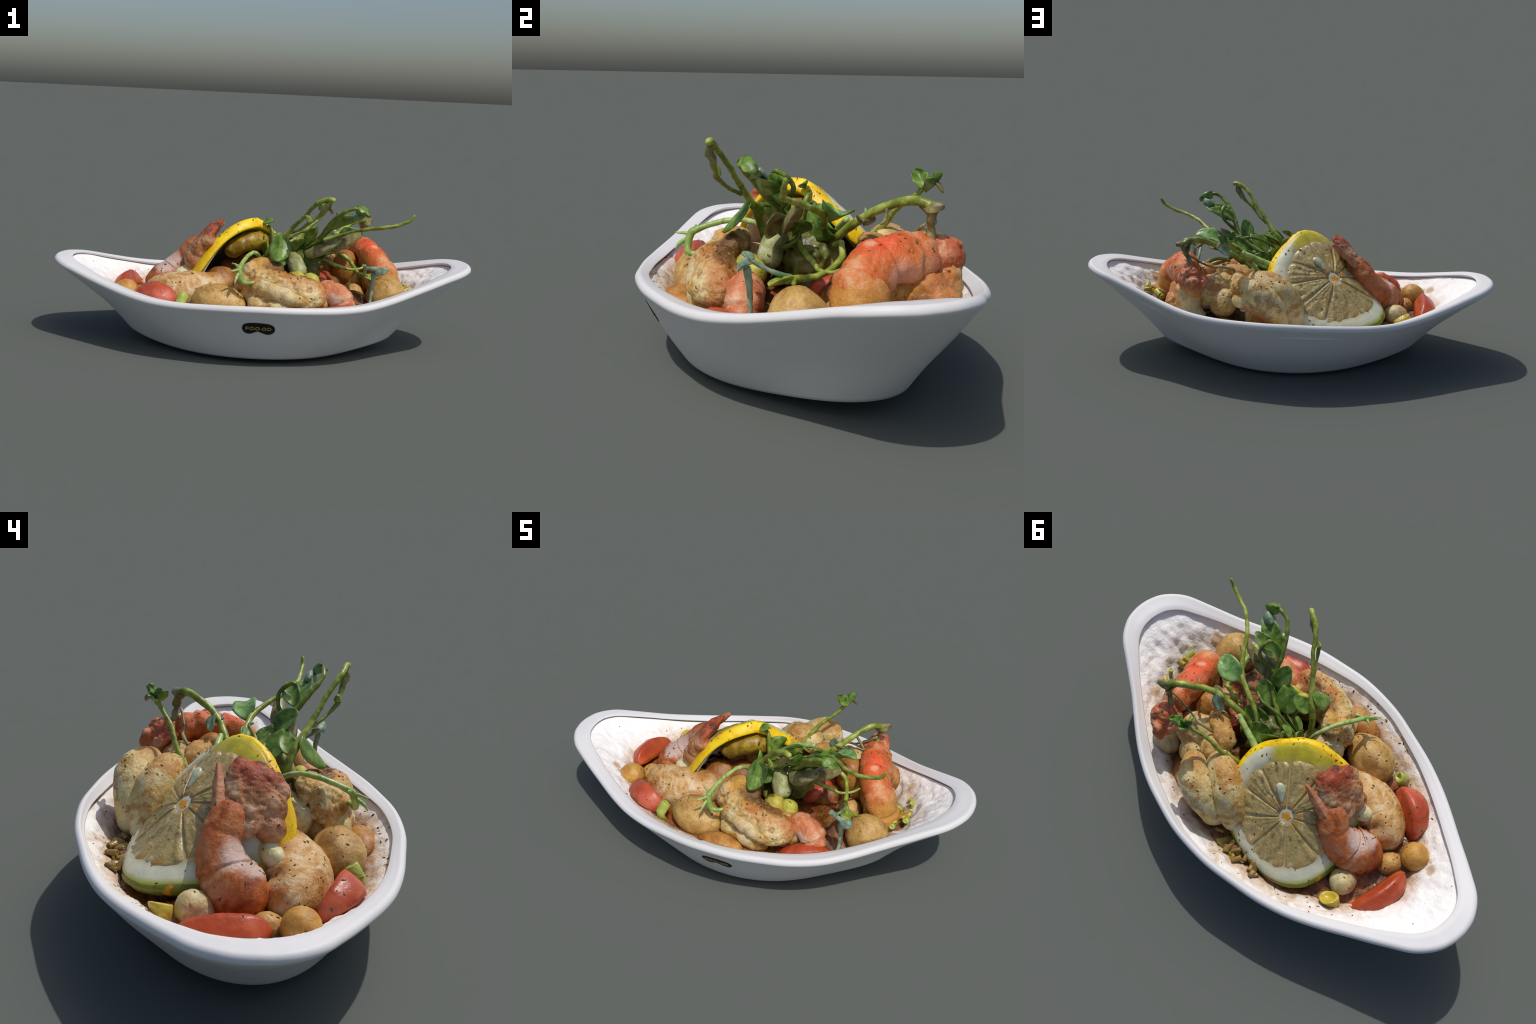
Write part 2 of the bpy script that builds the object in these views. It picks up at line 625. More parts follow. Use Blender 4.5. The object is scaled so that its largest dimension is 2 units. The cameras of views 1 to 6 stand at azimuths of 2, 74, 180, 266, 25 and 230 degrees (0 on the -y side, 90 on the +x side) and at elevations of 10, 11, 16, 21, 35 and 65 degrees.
letters += [bar(-625, -95, -570, 97), bar(-569, -95, -465, -45), bar(-569, -12, -465, 36)]
tri = catmull([(55, -105), (140, -40), (150, 25), (100, 85), (25, 92), (-55, 60), (-95, 18), (-40, -30)], 48, closed=True)
tri_in = tri * .56 + V(16, 4) * .6
letters.append(ring_shape([(( x + 215) * U, -(y + 2) * U) for x, y in tri], [((x + 215) * U, -(y + 2) * U) for x, y in tri_in]))
arc = [(236 + 34 * math.cos(t), 2 + 36 * math.sin(t)) for t in np.linspace(-1.2, 1.6, 12)]
arc2 = [(232 + 22 * math.cos(t), 2 + 24 * math.sin(t)) for t in np.linspace(-1.2, 1.6, 12)]
letters.append(([(x * U, -y * U) for x, y in arc + arc2], [(i, i + 1, 13 + i, 12 + i) for i in range(11)]))
add("lettering", onto_wall(letters, BC, .0034, .0006), gold_mat, parent=badge)

# ----------------------------------------------------------------- sauce
def build_sauce():
    rings = []
    for f in np.linspace(1, 0.02, 26):
        rings.append(loop(.70 * f, .44 * f, 1.85, .205))
    v, fc = rings_mesh(rings, False, True)
    for i, p in enumerate(v):
        q = Vector(p)
        e = (p[0] / .7) ** 2 + (p[1] / .44) ** 2
        v[i, 2] += .030 * noise.noise(q * 9) + .016 * noise.noise(q * 24) + .008 * noise.noise(q * 55) - .02 * max(0, e - .75)
        v[i, 2] += .07 * math.exp(-((p[0] - .46) / .12) ** 2 - ((p[1] + .14) / .12) ** 2) + .07 * math.exp(-((p[0] - .655) / .06) ** 2 - ((p[1] - .0) / .10) ** 2)
        v[i, 2] += .085 * math.exp(-((p[0] - .05) / .45) ** 2 - (p[1] / .2) ** 2)
    return mesh_from("sauce", v, [q[::-1] for q in fc])


me = build_sauce()
N = Nodes("brown_pan_sauce")
col = N.ramp(N.noise(18, 6, .65, 1.0), [(.28, (58, 34, 16)), (.45, (104, 62, 26)), (.6, (150, 92, 40)), (.75, (176, 120, 58))])
col = N.mix(N.span(N.noise(9, 4, .6, .8), .52, .68, 0, .8), col, (150, 66, 30))
col = N.mix(N.span(N.noise(30, 4, .6), .6, .72, 0, .7), col, (150, 140, 62))
col = N.specks(col, 60, .2, .3, (44, 34, 16))
N.bump(N.noise(45, 5, .7), .012, .7)
add("sauce", me, N.finish(col, .28, .5, coat=.3), label="glossy brown herb sauce pooled between the food", cat="sauce")

# ----------------------------------------------------------------- lemon slice
LC = V(-.2, .192, .429)
LN = unit(V(-.314, .562, .765))
LU = unit(V(.52, -.53, .62) - LN * (V(.52, -.53, .62) @ LN))     # towards the top of the rind
LS = np.cross(LU, LN)


def lemon_pt(r, a, d):
    """r, angle from the top (clockwise seen from the face), depth behind the cut face"""
    return LC + LU * (r * math.cos(a)) + LS * (r * math.sin(a)) - LN * d


LEMON = empty("lemon_slice", LC - V(0, 0, .25), "thick round lemon slice with yellow rind and grey pulp", "lemon")


def lemon_R(a):
    return .296 + .008 * math.cos(2 * a) + .006 * math.sin(3 * a + .6) + .004 * math.sin(7 * a)


def lemon_bend(r, a):
    # the soft slice sags over what lies below it: both flanks hang down
    u, s = r * math.cos(a), r * math.sin(a)
    if s > 0:
        return .06 * s + .276 * max(0, u) ** 2 + .25 * u * s + s * s + 18 * s ** 4
    k = -s - .04
    d = .276 * max(0, u) ** 2 + .45 * ((k + math.sqrt(k * k + .0008)) / 2 - .0045)
    return d + .6 * max(0, r - .262) * min(1, -s / .12)


def build_rind():
    rings = []
    n = 120
    prof = [(-.026, -.003), (-.014, -.006), (-.005, -.003), (.0, .005), (.001, .02), (.0, .036), (-.002, .05), (-.008, .056), (-.018, .054), (-.026, .045), (-.03, .03)]
    for dr, d in prof:
        rg = []
        for k in range(n):
            a = 2 * math.pi * k / n
            R = lemon_R(a)
            thick = .75 + .25 * math.cos(a) * .6
            p = lemon_pt(R + dr, a, d * thick + lemon_bend(R + dr, a))
            if dr > -.02:
                p = p + unit(p - LC) * .0035 * (noise.noise(Vector(p * 42)) + .6 * noise.noise(Vector(p * 90)))
            rg.append(p)
        rings.append(np.array(rg))
    return mesh_from("rind", *rings_mesh(rings, False, False))


def build_pith():
    rings = []
    n = 120
    for f, d in ((1.0, -.003), (.985, -.005), (.93, -.006), (.86, -.005), (.8, -.004), (.76, -.001), (.6, .0), (.3, .0), (.05, -.002)):
        rg = []
        for k in range(n):
            a = 2 * math.pi * k / n
            R = (lemon_R(a) - .016) * f
            p = lemon_pt(R, a, d + lemon_bend(R, a))
            rg.append(p + LN * .0025 * noise.noise(Vector(p * 30)))
        rings.append(np.array(rg))
    back = []
    for f in (.05, .5, .9, .985):
        back.append(np.array([lemon_pt((lemon_R(2 * math.pi * k / n) - .02) * f, 2 * math.pi * k / n, .045 + lemon_bend(.29 * f, 2 * math.pi * k / n)) for k in range(n)]))
    v, f = rings_mesh(back[::-1] and rings, False, True)
    v2, f2 = rings_mesh(back, True, False)
    v, f = joined((v, f), (v2, f2))
    # close rim
    o = len(rings) * n + 3 * n
    f += [(k, o + k, o + (k + 1) % n, (k + 1) % n) for k in range(n)]
    return mesh_from("pith", v, f)


def flesh_R(a):
    # flesh reaches further to the sides than to top and foot
    return .23 - .004 * math.cos(a) + .008 * math.sin(2 * a + .6)


SEG = []
_a = .02
for _w in (.62, .56, .58, .6, .66, .72, .64, .58, .54, .62):
    SEG.append((_a + .008, _a + _w - .008))
    _a += _w * 2 * math.pi / 6.12
SEG_MATS = []
for k, base in enumerate(((166, 146, 92), (172, 152, 94), (158, 138, 86))):
    N = Nodes("lemon_pulp")
    col = N.ramp(N.noise(16, 6, .65, 1.6), [(.32, (122, 98, 54)), (.44, base), (.55, (178, 156, 98)), (.66, (206, 190, 144))])
    col = N.mix(N.span(N.noise(12, 4, .6, 1.0), .54, .66, 0, .7), col, (186, 126, 36))
    col = N.specks(col, 40, .13, .14, (70, 56, 30))
    N.bump(N.math("ADD", N.noise(70, 4, .6, 1.0), N.noise(26, 3)), .006, .6)
    SEG_MATS.append(N.finish(col, .3, .5, coat=.25))
LEMON_KIDS = []
for k, (a0, a1) in enumerate(SEG):
    grid_t, nu, nv = [], 13, 18
    am = (a0 + a1) / 2
    for i in range(nu):
        u = i / (nu - 1)
        row = []
        for j in range(nv):
            w = 2 * j / (nv - 1) - 1
            half = (a1 - a0) / 2
            r = .03 + (flesh_R(am) - .03) * u * (1 - .10 * abs(w) ** 4 * u)
            a = am + w * half * (1 - .1 * (1 - u))
            edge = min(1, (1 - abs(w)) * 6) ** .5 * min(1, u * 6 + .2) ** .5 * min(1, (1 - u) * 7) ** .5
            p = lemon_pt(r, a, .012 + lemon_bend(r, a))
            lump = .004 * noise.noise(Vector(p * 28)) + .0025 * math.sin(w * 9 + 5 * noise.noise(Vector(p * 14))) * u
            row.append(p + LN * (.0125 + .0045 * edge + lump * edge * .9))
        grid_t.append(row)
    v = np.array([p for r_ in grid_t for p in r_])
    f = [(i * nv + j, i * nv + j + 1, (i + 1) * nv + j + 1, (i + 1) * nv + j) for i in range(nu - 1) for j in range(nv - 1)]
    b = v - LN * .012
    nv_all = len(v)
    f2 = [tuple(x + nv_all for x in q[::-1]) for q in f]
    rim = [j for j in range(nv)] + [i * nv + nv - 1 for i in range(1, nu)] + [(nu - 1) * nv + j for j in range(nv - 2, -1, -1)] + [i * nv for i in range(nu - 2, 0, -1)]
    f3 = [(rim[i], nv_all + rim[i], nv_all + rim[(i + 1) % len(rim)], rim[(i + 1) % len(rim)]) for i in range(len(rim))]
    me = mesh_from("pulp_segment", np.vstack([v, b]), f + f2 + f3)
    bm = bmesh.new()
    bm.from_mesh(me)
    bmesh.ops.recalc_face_normals(bm, faces=bm.faces)
    bm.to_mesh(me)
    bm.free()
    add("pulp_segment", me, SEG_MATS[k % 3], parent=LEMON)


def fix(me):
    bm = bmesh.new()
    bm.from_mesh(me)
    bmesh.ops.recalc_face_normals(bm, faces=bm.faces)
    bm.to_mesh(me)
    bm.free()
    return me


me = fix(build_rind())
o = centre(me)
N = Nodes("lemon_rind")
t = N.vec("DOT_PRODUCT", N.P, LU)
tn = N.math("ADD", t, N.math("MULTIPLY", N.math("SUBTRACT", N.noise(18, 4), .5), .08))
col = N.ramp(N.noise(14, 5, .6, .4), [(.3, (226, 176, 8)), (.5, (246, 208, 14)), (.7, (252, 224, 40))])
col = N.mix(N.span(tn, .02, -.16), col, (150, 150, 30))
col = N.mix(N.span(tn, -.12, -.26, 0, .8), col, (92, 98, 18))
col = N.mix(N.span(N.noise(16, 4, .6, .6), .57, .68, 0, .75), col, (222, 140, 14))
col = N.specks(col, 22, .16, .3, (120, 72, 24))
N.bump(N.noise(140, 2), .003, .5)
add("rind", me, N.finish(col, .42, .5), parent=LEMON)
me = fix(build_pith())
o = centre(me)
N = Nodes("lemon_pith")
t = N.vec("DOT_PRODUCT", N.P, LU)
s_ = N.vec("DOT_PRODUCT", N.P, LS)
col = N.ramp(N.noise(16, 5, .6, .6), [(.3, (186, 190, 170)), (.55, (210, 210, 184)), (.75, (220, 216, 176))])
# greenish yellow towards the top edge
m1 = N.math("MULTIPLY", N.span(t, .12, .2), N.span(s_, -.13, -.07))
col = N.mix(m1, col, N.ramp(N.noise(14, 4, .6, .6), [(.35, (168, 160, 48)), (.6, (206, 186, 44)), (.72, (204, 128, 30))]))
edge = N.vec("DISTANCE", N.P, tuple(LC - o))
col = N.mix(N.math("MULTIPLY", N.span(edge, .262, .29), N.span(t, -.02, -.12)), col, (176, 184, 70))
col = N.mix(N.span(edge, .245, .2, 0, .9), col, (172, 154, 102))
col = N.patch(col, LC - o, .05, (206, 202, 180), .6, .9, 36)
col = N.patch(col, LC - o, .021, (216, 146, 24), .4, .9, 50)
col = N.specks(col, 28, .1, .12, (110, 80, 40))
N.bump(N.noise(60, 4), .003, .4)
add("pith", me, N.finish(col, .45, .45), parent=LEMON)
# thick rind curling in on the hollow underside
v, f = joined(tube([V(.045, .075, .455), V(.005, .02, .487), V(-.05, -.012, .492), V(-.115, -.035, .468), V(-.17, -.05, .425)], [.03, .044, .048, .046, .03], 44, 20, lump=.010, lscale=22))
me = mesh_from("rind_underside", v, f)
displace(me, [(.006, 30, "n")])
N = Nodes("rind_underside")
col = N.ramp(N.noise(18, 5, .65, .6), [(.3, (92, 66, 18)), (.48, (140, 110, 28)), (.62, (170, 142, 40)), (.72, (120, 66, 24))])
N.bump(N.noise(70, 4), .004, .5)
add("rind_underside", me, N.finish(col, .42, .4), parent=LEMON)
# seed lying in the cut
sd = V(-.128, .153, .488) + LN * .004
me = mesh_from("seed", *tube([sd + LU * .035 - LS * .014, sd, sd - LU * .045 + LS * .004], [.016, .018, .003], 16, 14, up=LN, flat=.55))
N = Nodes("lemon_seed")
col = N.ramp(N.noise(30, 3), [(.35, (168, 176, 140)), (.65, (214, 214, 190))])
add("seed", me, N.finish(col, .35, .5), parent=LEMON)

# ----------------------------------------------------------------- shrimps
ORANGE = [(.25, (138, 66, 26)), (.42, (178, 96, 44)), (.58, (194, 118, 66)), (.76, (204, 152, 112))]
FLESH = [(.16, (160, 104, 42)), (.34, (200, 150, 84)), (.5, (216, 182, 128)), (.7, (226, 206, 168))]
RED = [(.25, (110, 46, 26)), (.45, (154, 70, 40)), (.62, (174, 94, 58)), (.8, (194, 134, 96))]
AMBER = [(.25, (136, 82, 26)), (.42, (178, 120, 46)), (.6, (204, 154, 78)), (.78, (216, 186, 126))]
CREAM = [(.12, (150, 96, 34)), (.28, (194, 148, 74)), (.44, (214, 186, 118)), (.64, (228, 212, 160))]


def plates(n, amp, crease=.04):
    def f(s, a):
        k = (s * n) % 1.0
        return np.full(len(a), 1 + amp * (k - .5)) - crease * math.exp(-((k if k < .5 else k - 1) / .06) ** 2)
    return f


# curled shrimp in front of the lemon
SA = empty("curled_shrimp", (-.4, 0, .2), "curled cooked shrimp with raised orange red tail", "shrimp")
pts = [V(-.28, .035, .475), V(-.325, .06, .425), V(-.37, .08, .37), V(-.408, .07, .312), V(-.442, .048, .276), V(-.468, .01, .26), V(-.482, -.03, .256), V(-.485, -.06, .25)]
v, f = tube(pts, [.05, .062, .07, .083, .094, .098, .096, .085], 60, 30, up=(.6, 0, .8), mod=plates(4.4, .07), lump=.006, lscale=18)
me = mesh_from("shell", v, f)
displace(me, [(.004, 45, "n"), (.002, 100, "n")])
o = centre(me)
add("shell", me, food("shrimp_shell", o, ORANGE, 11, 1.0,
    [((-.45, .02, .37), .065, (210, 184, 172), .6, .95), ((-.47, -.02, .35), .04, (206, 182, 170), .6, .9), ((-.54, -.05, .22), .08, (190, 84, 30), .7, .8), ((-.36, .14, .37), .09, (186, 92, 44), .6, .7), ((-.30, .02, .47), .05, (176, 112, 84), .7, .8)],
    herbs=(42, .2, .16), rough=.42, spec=.3), parent=SA)
pts = [V(-.485, -.05, .25), V(-.465, -.105, .24), V(-.41, -.145, .238), V(-.335, -.155, .248), V(-.26, -.14, .264), V(-.195, -.122, .275), V(-.15, -.11, .28)]
v, f = tube(pts, [.085, .096, .106, .108, .098, .076, .045], 60, 30, up=(0, 0, 1), mod=plates(3.2, .02, .03), lump=.007, lscale=14)
me = mesh_from("abdomen", v, f)
displace(me, [(.005, 30, "n"), (.002, 90, "n")])
o = centre(me)
add("abdomen", me, food("shrimp_flesh", o, FLESH, 10, .9, [((-.235, -.13, .35), .07, (176, 120, 60), .6, .7), ((-.33, -.12, .34), .05, (196, 140, 76), .7, .7), ((-.53, -.06, .27), .05, (212, 136, 60), .6, .8)],
    stain=(12, .56, .72, (194, 130, 48), .8), herbs=(48, .2, .2), rough=.4), parent=SA)
tail_mat = None
TU = (-.66, .0, .75)
TAILC = [(.22, (150, 92, 52)), (.4, (176, 116, 74)), (.56, (192, 140, 98)), (.74, (206, 168, 130))]
parts = [tube([V(-.375, .04, .385), V(-.325, .015, .445), V(-.275, -.008, .498), V(-.235, -.022, .545), V(-.208, -.03, .572)], [.06, .068, .078, .084, .074], 40, 24, up=TU, flat=.36)]
for b, t_, w in (((-.32, .03, .47), (-.196, .014, .584), .085), ((-.315, -.0, .46), (-.205, -.045, .574), .10), ((-.31, -.03, .45), (-.228, -.102, .542), .085)):
    parts.append(leaf(b, t_, TU, w, cup=-.12, droop=-.02, thick=.034, nu=20, nv=11, blunt=1.5))
for c, r in (((-.30, .03, .49), .022), ((-.285, -.03, .50), .02), ((-.33, -.01, .455), .024), ((-.255, .025, .53), .014), ((-.245, -.06, .535), .018), ((-.285, -.075, .455), .05), ((-.315, -.07, .40), .052), ((-.25, -.10, .495), .035), ((-.345, .03, .44), .02)):
    parts.append(ball(V(*c), r))
me = remeshed("tail_fan", parts, .006, 2, [(.005, 26, "n"), (.0018, 60, "r"), (.002, 70, "n")])
o = centre(me)
add("tail_fan", me, food("shrimp_tail", o, TAILC, 14, 1.0, [((-.215, -.03, .575), .085, (160, 66, 38), .5, 1), ((-.24, -.08, .53), .05, (158, 70, 42), .6, .9), ((-.231, .035, .55), .016, (70, 44, 30), .5, .9), ((-.215, -.05, .57), .016, (74, 50, 38), .5, .9), ((-.31, -.02, .47), .03, (104, 66, 36), .7, .8), ((-.335, .01, .45), .022, (90, 60, 34), .7, .8)],
    herbs=(34, .24, .3), rough=.42, spec=.35), parent=SA)
me = mesh_from("tail_fan", *leaf((-.36, .085, .43), (-.193, .083, .560), (-.6, .3, .7), .05, cup=-.12, droop=-.04, thick=.03, nu=20, nv=9, blunt=.55))
displace(me, [(.003, 40, "n")])
o = centre(me)
add("tail_fan", me, food("shrimp_tail", o, [(.25, (172, 104, 66)), (.5, (194, 132, 96)), (.75, (206, 164, 136))], 14, 1.0, [((-.35, .085, .44), .06, (178, 92, 46), .7, .9)], herbs=(40, .16, .15), rough=.42, spec=.35), parent=SA)

# arched shrimp at the far end
SB = empty("arched_shrimp", (.55, .1, .2), "arched cooked shrimp with bright orange shell", "shrimp")
pts = [V(.612, -.035, .2), V(.61, -.03, .265), V(.598, -.025, .325), V(.574, -.01, .376), V(.545, .025, .41), V(.525, .075, .431), V(.513, .135, .437), V(.498, .2, .437), V(.482, .25, .432)]
v, f = tube(pts, [.076, .08, .082, .08, .077, .075, .075, .074, .066], 80, 32, up=(1, 0, 0), flat=.84, mod=plates(5, .12, .07), lump=.007, lscale=16)
me = mesh_from("shell", v, f)
displace(me, [(.004, 40, "n"), (.002, 95, "n")])
o = centre(me)
add("shell", me, food("shrimp_shell", o, [(.25, (170, 86, 36)), (.45, (206, 104, 50)), (.6, (214, 120, 66)), (.78, (216, 160, 116))], 10, 1.0,
    [((.61, -.02, .26), .125, (196, 142, 66), .25, 1), ((.53, .06, .31), .08, (190, 124, 56), .5, .9), ((.53, .24, .40), .06, (196, 112, 78), .6, .8), ((.60, -.05, .39), .03, (226, 186, 140), .5, .9), ((.53, .05, .51), .08, (232, 92, 50), .6, .9), ((.58, .1, .40), .05, (216, 160, 134), .6, .8), ((.545, .02, .50), .022, (228, 176, 138), .6, .85), ((.51, .165, .52), .03, (222, 158, 124), .6, .8), ((.56, .17, .42), .04, (206, 140, 104), .6, .8), ((.46, 0, .38), .08, (180, 124, 56), .5, .8)],
    herbs=(40, .14, .08), rough=.4, spec=.35), parent=SB)
parts = [leaf(b, t_, (.2, .35, .9), w, cup=-.2, droop=.25, thick=.045, nu=18, nv=9, blunt=1.0) for b, t_, w in (((.485, .22, .455), (.44, .358, .40), .09), ((.50, .21, .46), (.475, .35, .44), .085), ((.455, .22, .45), (.415, .315, .42), .08))]
parts += [ball(V(.475, .265, .43), (.055, .06, .062)), ball(V(.46, .30, .405), (.045, .04, .06)), ball(V(.49, .30, .435), (.03, .035, .05)), tube([V(.45, .33, .455), V(.44, .345, .41), V(.43, .34, .37)], [.016, .022, .012], 16, 12)]
me = remeshed("tail_fan", parts, .006, 1, [(.007, 26, "n"), (.004, 60, "r")])
o = centre(me)
add("tail_fan", me, food("shrimp_tail", o, [(.2, (150, 70, 38)), (.4, (190, 98, 62)), (.58, (206, 124, 84)), (.76, (216, 164, 128))], 14, 1.0, [((.47, .33, .36), .06, (206, 150, 84), .6, .9)], herbs=(40, .16, .14), rough=.4, spec=.35), parent=SB)
# pale curled underside below the tail
parts = [tube([V(.53, .24, .37), V(.525, .24, .30), V(.495, .26, .245), V(.46, .285, .255), V(.43, .265, .29)], [.05, .07, .08, .075, .055], 44, 26, up=(0, 0, 1), mod=plates(3, .08, .05)),
         tube([V(.565, .0, .36), V(.57, .0, .28), V(.575, .0, .2)], [.055, .06, .06], 20, 20), tube([V(.535, .03, .40), V(.535, .035, .3), V(.545, .04, .2)], [.06, .055, .05], 20, 20),
         tube([V(.505, .20, .42), V(.505, .20, .33), V(.51, .2, .22)], [.06, .075, .075], 20, 20), tube([V(.485, .27, .43), V(.485, .275, .33), V(.48, .27, .24)], [.05, .06, .06], 20, 20), tube([V(.49, .14, .4), V(.47, .1, .33), V(.46, .07, .25)], [.05, .06, .06], 20, 20)]
me = remeshed("abdomen", parts, .0075, 2, [(.006, 20, "n"), (.004, 45, "r")])
displace(me, [(.005, 36, "n")])
o = centre(me)
add("abdomen", me, food("shrimp_flesh", o, AMBER, 10, 1.0, [((.45, .34, .30), .08, (222, 200, 150), .5, .9), ((.57, .25, .38), .07, (196, 112, 62), .6, .8)], herbs=(40, .15, .1), rough=.38), parent=SB)

# peeled shrimps: two-lobed one on the rim side of the lemon, one between it and the arch, and the charred one in front
def peeled(name, label, parts, voxel, smooth, disp, mat_args, kids=()):
    me = remeshed(name, parts, voxel, smooth, disp)
    o = centre(me)
    return add(name, me, food("peeled_shrimp", o, **mat_args), label=label, cat="shrimp")


def lobes_mesh(name, fused, loose, voxel=.0075, smooth=2, disp=()):
    """fused lump plus lobes that keep a crease where they meet"""
    me = remeshed(name, fused, voxel * .8, smooth)
    v = np.array([p.co[:] for p in me.vertices])
    v, f = joined((v, [tuple(p.vertices) for p in me.polygons]), *loose)
    out = mesh_from(name, v, f)
    displace(out, disp)
    return out


def peeled2(name, label, me, mat_args):
    return add(name, me, food("peeled_shrimp", centre(me), **mat_args), label=label, cat="shrimp")


me = lobes_mesh("peeled_shrimp", [ball(V(.11, .31, .26), (.12, .07, .12), (0, 0, -.6)), ball(V(.14, .29, .35), (.08, .055, .065), (0, 0, -.6))],
    [tube([V(.27, .285, .39), V(.225, .325, .408), V(.175, .36, .398), V(.12, .37, .36), V(.075, .365, .29), V(.06, .355, .2)], [.035, .055, .066, .068, .064, .055], 50, 28, up=(0, 0, 1), mod=plates(1.6, .03, .035), lump=.004, lscale=12),
     tube([V(.205, .215, .40), V(.16, .235, .408), V(.10, .265, .398), V(.035, .295, .355), V(-.01, .31, .27), V(-.015, .305, .2)], [.04, .06, .07, .072, .064, .05], 50, 28, up=(0, 0, 1), mod=plates(1.7, .03, .035), lump=.004, lscale=12),
     tube([V(.255, .325, .37), V(.235, .36, .365), V(.19, .39, .36), V(.13, .40, .33), V(.09, .395, .27)], [.03, .036, .038, .038, .03], 40, 20, up=(0, 0, 1), lump=.004, lscale=16)],
    disp=[(.0035, 20, "n"), (.0012, 70, "n")])
peeled2("peeled_shrimp", "peeled shrimp in two pale creamy lobes", me,
       dict(stops=CREAM, scale=9, patches=[((.13, .26, .49), .05, (190, 134, 64), .7, .7), ((.22, .3, .47), .05, (190, 130, 58), .6, .8), ((.18, .42, .27), .085, (150, 92, 28), .4, .9), ((.0, .37, .42), .05, (226, 212, 166), .6, .8)],
            stain=(13, .56, .7, (176, 118, 50), .8), herbs=(40, .2, .25)))
parts = [tube([V(.43, .20, .27), V(.40, .205, .345), V(.36, .195, .36), V(.32, .16, .36), V(.29, .10, .35)], [.06, .075, .075, .075, .06], 24, 18),
         tube([V(.34, .27, .24), V(.31, .25, .32), V(.28, .22, .36)], [.06, .065, .05], 20, 18),
         tube([V(.22, .13, .36), V(.25, .20, .40), V(.23, .25, .36)], [.045, .045, .04], 20, 18)]
me = lobes_mesh("peeled_shrimp", parts, [tube([V(.37, .10, .36), V(.33, .115, .42), V(.28, .135, .435), V(.23, .155, .43), V(.2, .18, .40)], [.03, .042, .045, .045, .03], 36, 20, up=(0, 0, 1), flat=.7, lump=.01, lscale=26),
    tube([V(.42, .13, .32), V(.39, .17, .38), V(.35, .2, .40), V(.31, .22, .39)], [.03, .045, .045, .03], 36, 20, flat=.8, lump=.01, lscale=26)], disp=[(.008, 14, "n"), (.003, 36, "n"), (.0012, 80, "n")])
peeled2("peeled_shrimp", "crumpled peeled shrimp, golden cream and lumpy", me,
       dict(stops=CREAM, scale=11, patches=[((.26, .14, .47), .07, (190, 136, 56), .6, .8), ((.3, .1, .36), .06, (140, 84, 30), .6, .8)], stain=(12, .52, .68, (172, 110, 42), .85), herbs=(44, .18, .15)))
parts = [tube([V(-.05, -.265, .345), V(.03, -.295, .34), V(.12, -.315, .325), V(.22, -.33, .308), V(.30, -.325, .29)], [.055, .078, .082, .08, .055], 34, 22, up=(0, 0, 1)),
         tube([V(-.055, -.215, .37), V(-.02, -.215, .41), V(.035, -.235, .41), V(.10, -.26, .375)], [.03, .04, .042, .05], 24, 18),
         ball(V(.0, -.26, .28), (.08, .09, .1)), ball(V(.2, -.28, .27), (.13, .08, .09)), ball(V(-.06, -.18, .31), (.06, .06, .07))]
me = lobes_mesh("charred_shrimp", parts, [
         tube([V(-.04, -.315, .34), V(.0, -.335, .345), V(.06, -.355, .335), V(.13, -.37, .315), V(.2, -.375, .29), V(.25, -.365, .27)], [.025, .036, .042, .042, .04, .03], 44, 20, up=(0, 0, 1), lump=.006, lscale=20),
         tube([V(-.05, -.31, .27), V(.02, -.34, .26), V(.12, -.36, .245), V(.2, -.36, .23)], [.035, .045, .045, .035], 36, 20, lump=.006, lscale=20),
         tube([V(-.075, -.25, .31), V(-.065, -.26, .36), V(-.045, -.25, .40), V(-.01, -.235, .42)], [.03, .038, .038, .025], 32, 18, lump=.006, lscale=24),
         tube([V(-.10, -.19, .31), V(-.05, -.165, .34), V(.01, -.15, .345), V(.06, -.155, .33)], [.04, .05, .05, .03], 32, 18, lump=.006, lscale=20)],
    disp=[(.012, 11, "n"), (.006, 22, "n"), (.006, 44, "p"), (.003, 80, "n")])
peeled2("charred_shrimp", "grilled shrimp with charred golden top and cream side", me,
       dict(stops=CREAM, scale=10, patches=[((.17, -.29, .43), .14, (196, 134, 62), .6, .75), ((.0, -.26, .45), .06, (204, 142, 66), .6, .7), ((.05, -.27, .42), .04, (120, 78, 36), .5, .7), ((.10, -.275, .42), .05, (92, 64, 30), .5, .85), ((.15, -.29, .405), .05, (84, 58, 28), .5, .85), ((.20, -.30, .395), .05, (112, 66, 28), .5, .8), ((.25, -.31, .37), .035, (96, 62, 30), .5, .7), ((.12, -.34, .40), .035, (176, 108, 40), .6, .7), ((.29, -.32, .35), .07, (188, 112, 56), .6, .8), ((.0, -.24, .44), .04, (200, 152, 50), .6, .7), ((.1, -.43, .31), .07, (224, 206, 160), .6, .9)],
            stain=(13, .56, .7, (176, 112, 44), .75), herbs=(46, .2, .22)))
# pink flap at its end
v, f = tube([V(.25, -.25, .30), V(.31, -.27, .315), V(.36, -.285, .30), V(.385, -.30, .26), V(.38, -.315, .22)], [.04, .055, .058, .055, .04], 34, 22, mod=plates(3, .1, .06), lump=.006, lscale=22)
me = mesh_from("shrimp_end", v, f)
o = centre(me)
add("shrimp_end", me, food("pink_shrimp", o, [(.22, (180, 96, 52)), (.42, (206, 124, 80)), (.58, (218, 150, 110)), (.76, (226, 190, 158))], 12, 1.0, [((.33, -.335, .29), .035, (232, 206, 184), .5, .9)], herbs=(40, .12, .1)), label="pink curled end of a cooked shrimp", cat="shrimp")

# ----------------------------------------------------------------- potatoes and mushrooms
POTATO = [(.18, (146, 102, 48)), (.38, (182, 140, 74)), (.55, (202, 164, 94)), (.75, (216, 188, 124))]


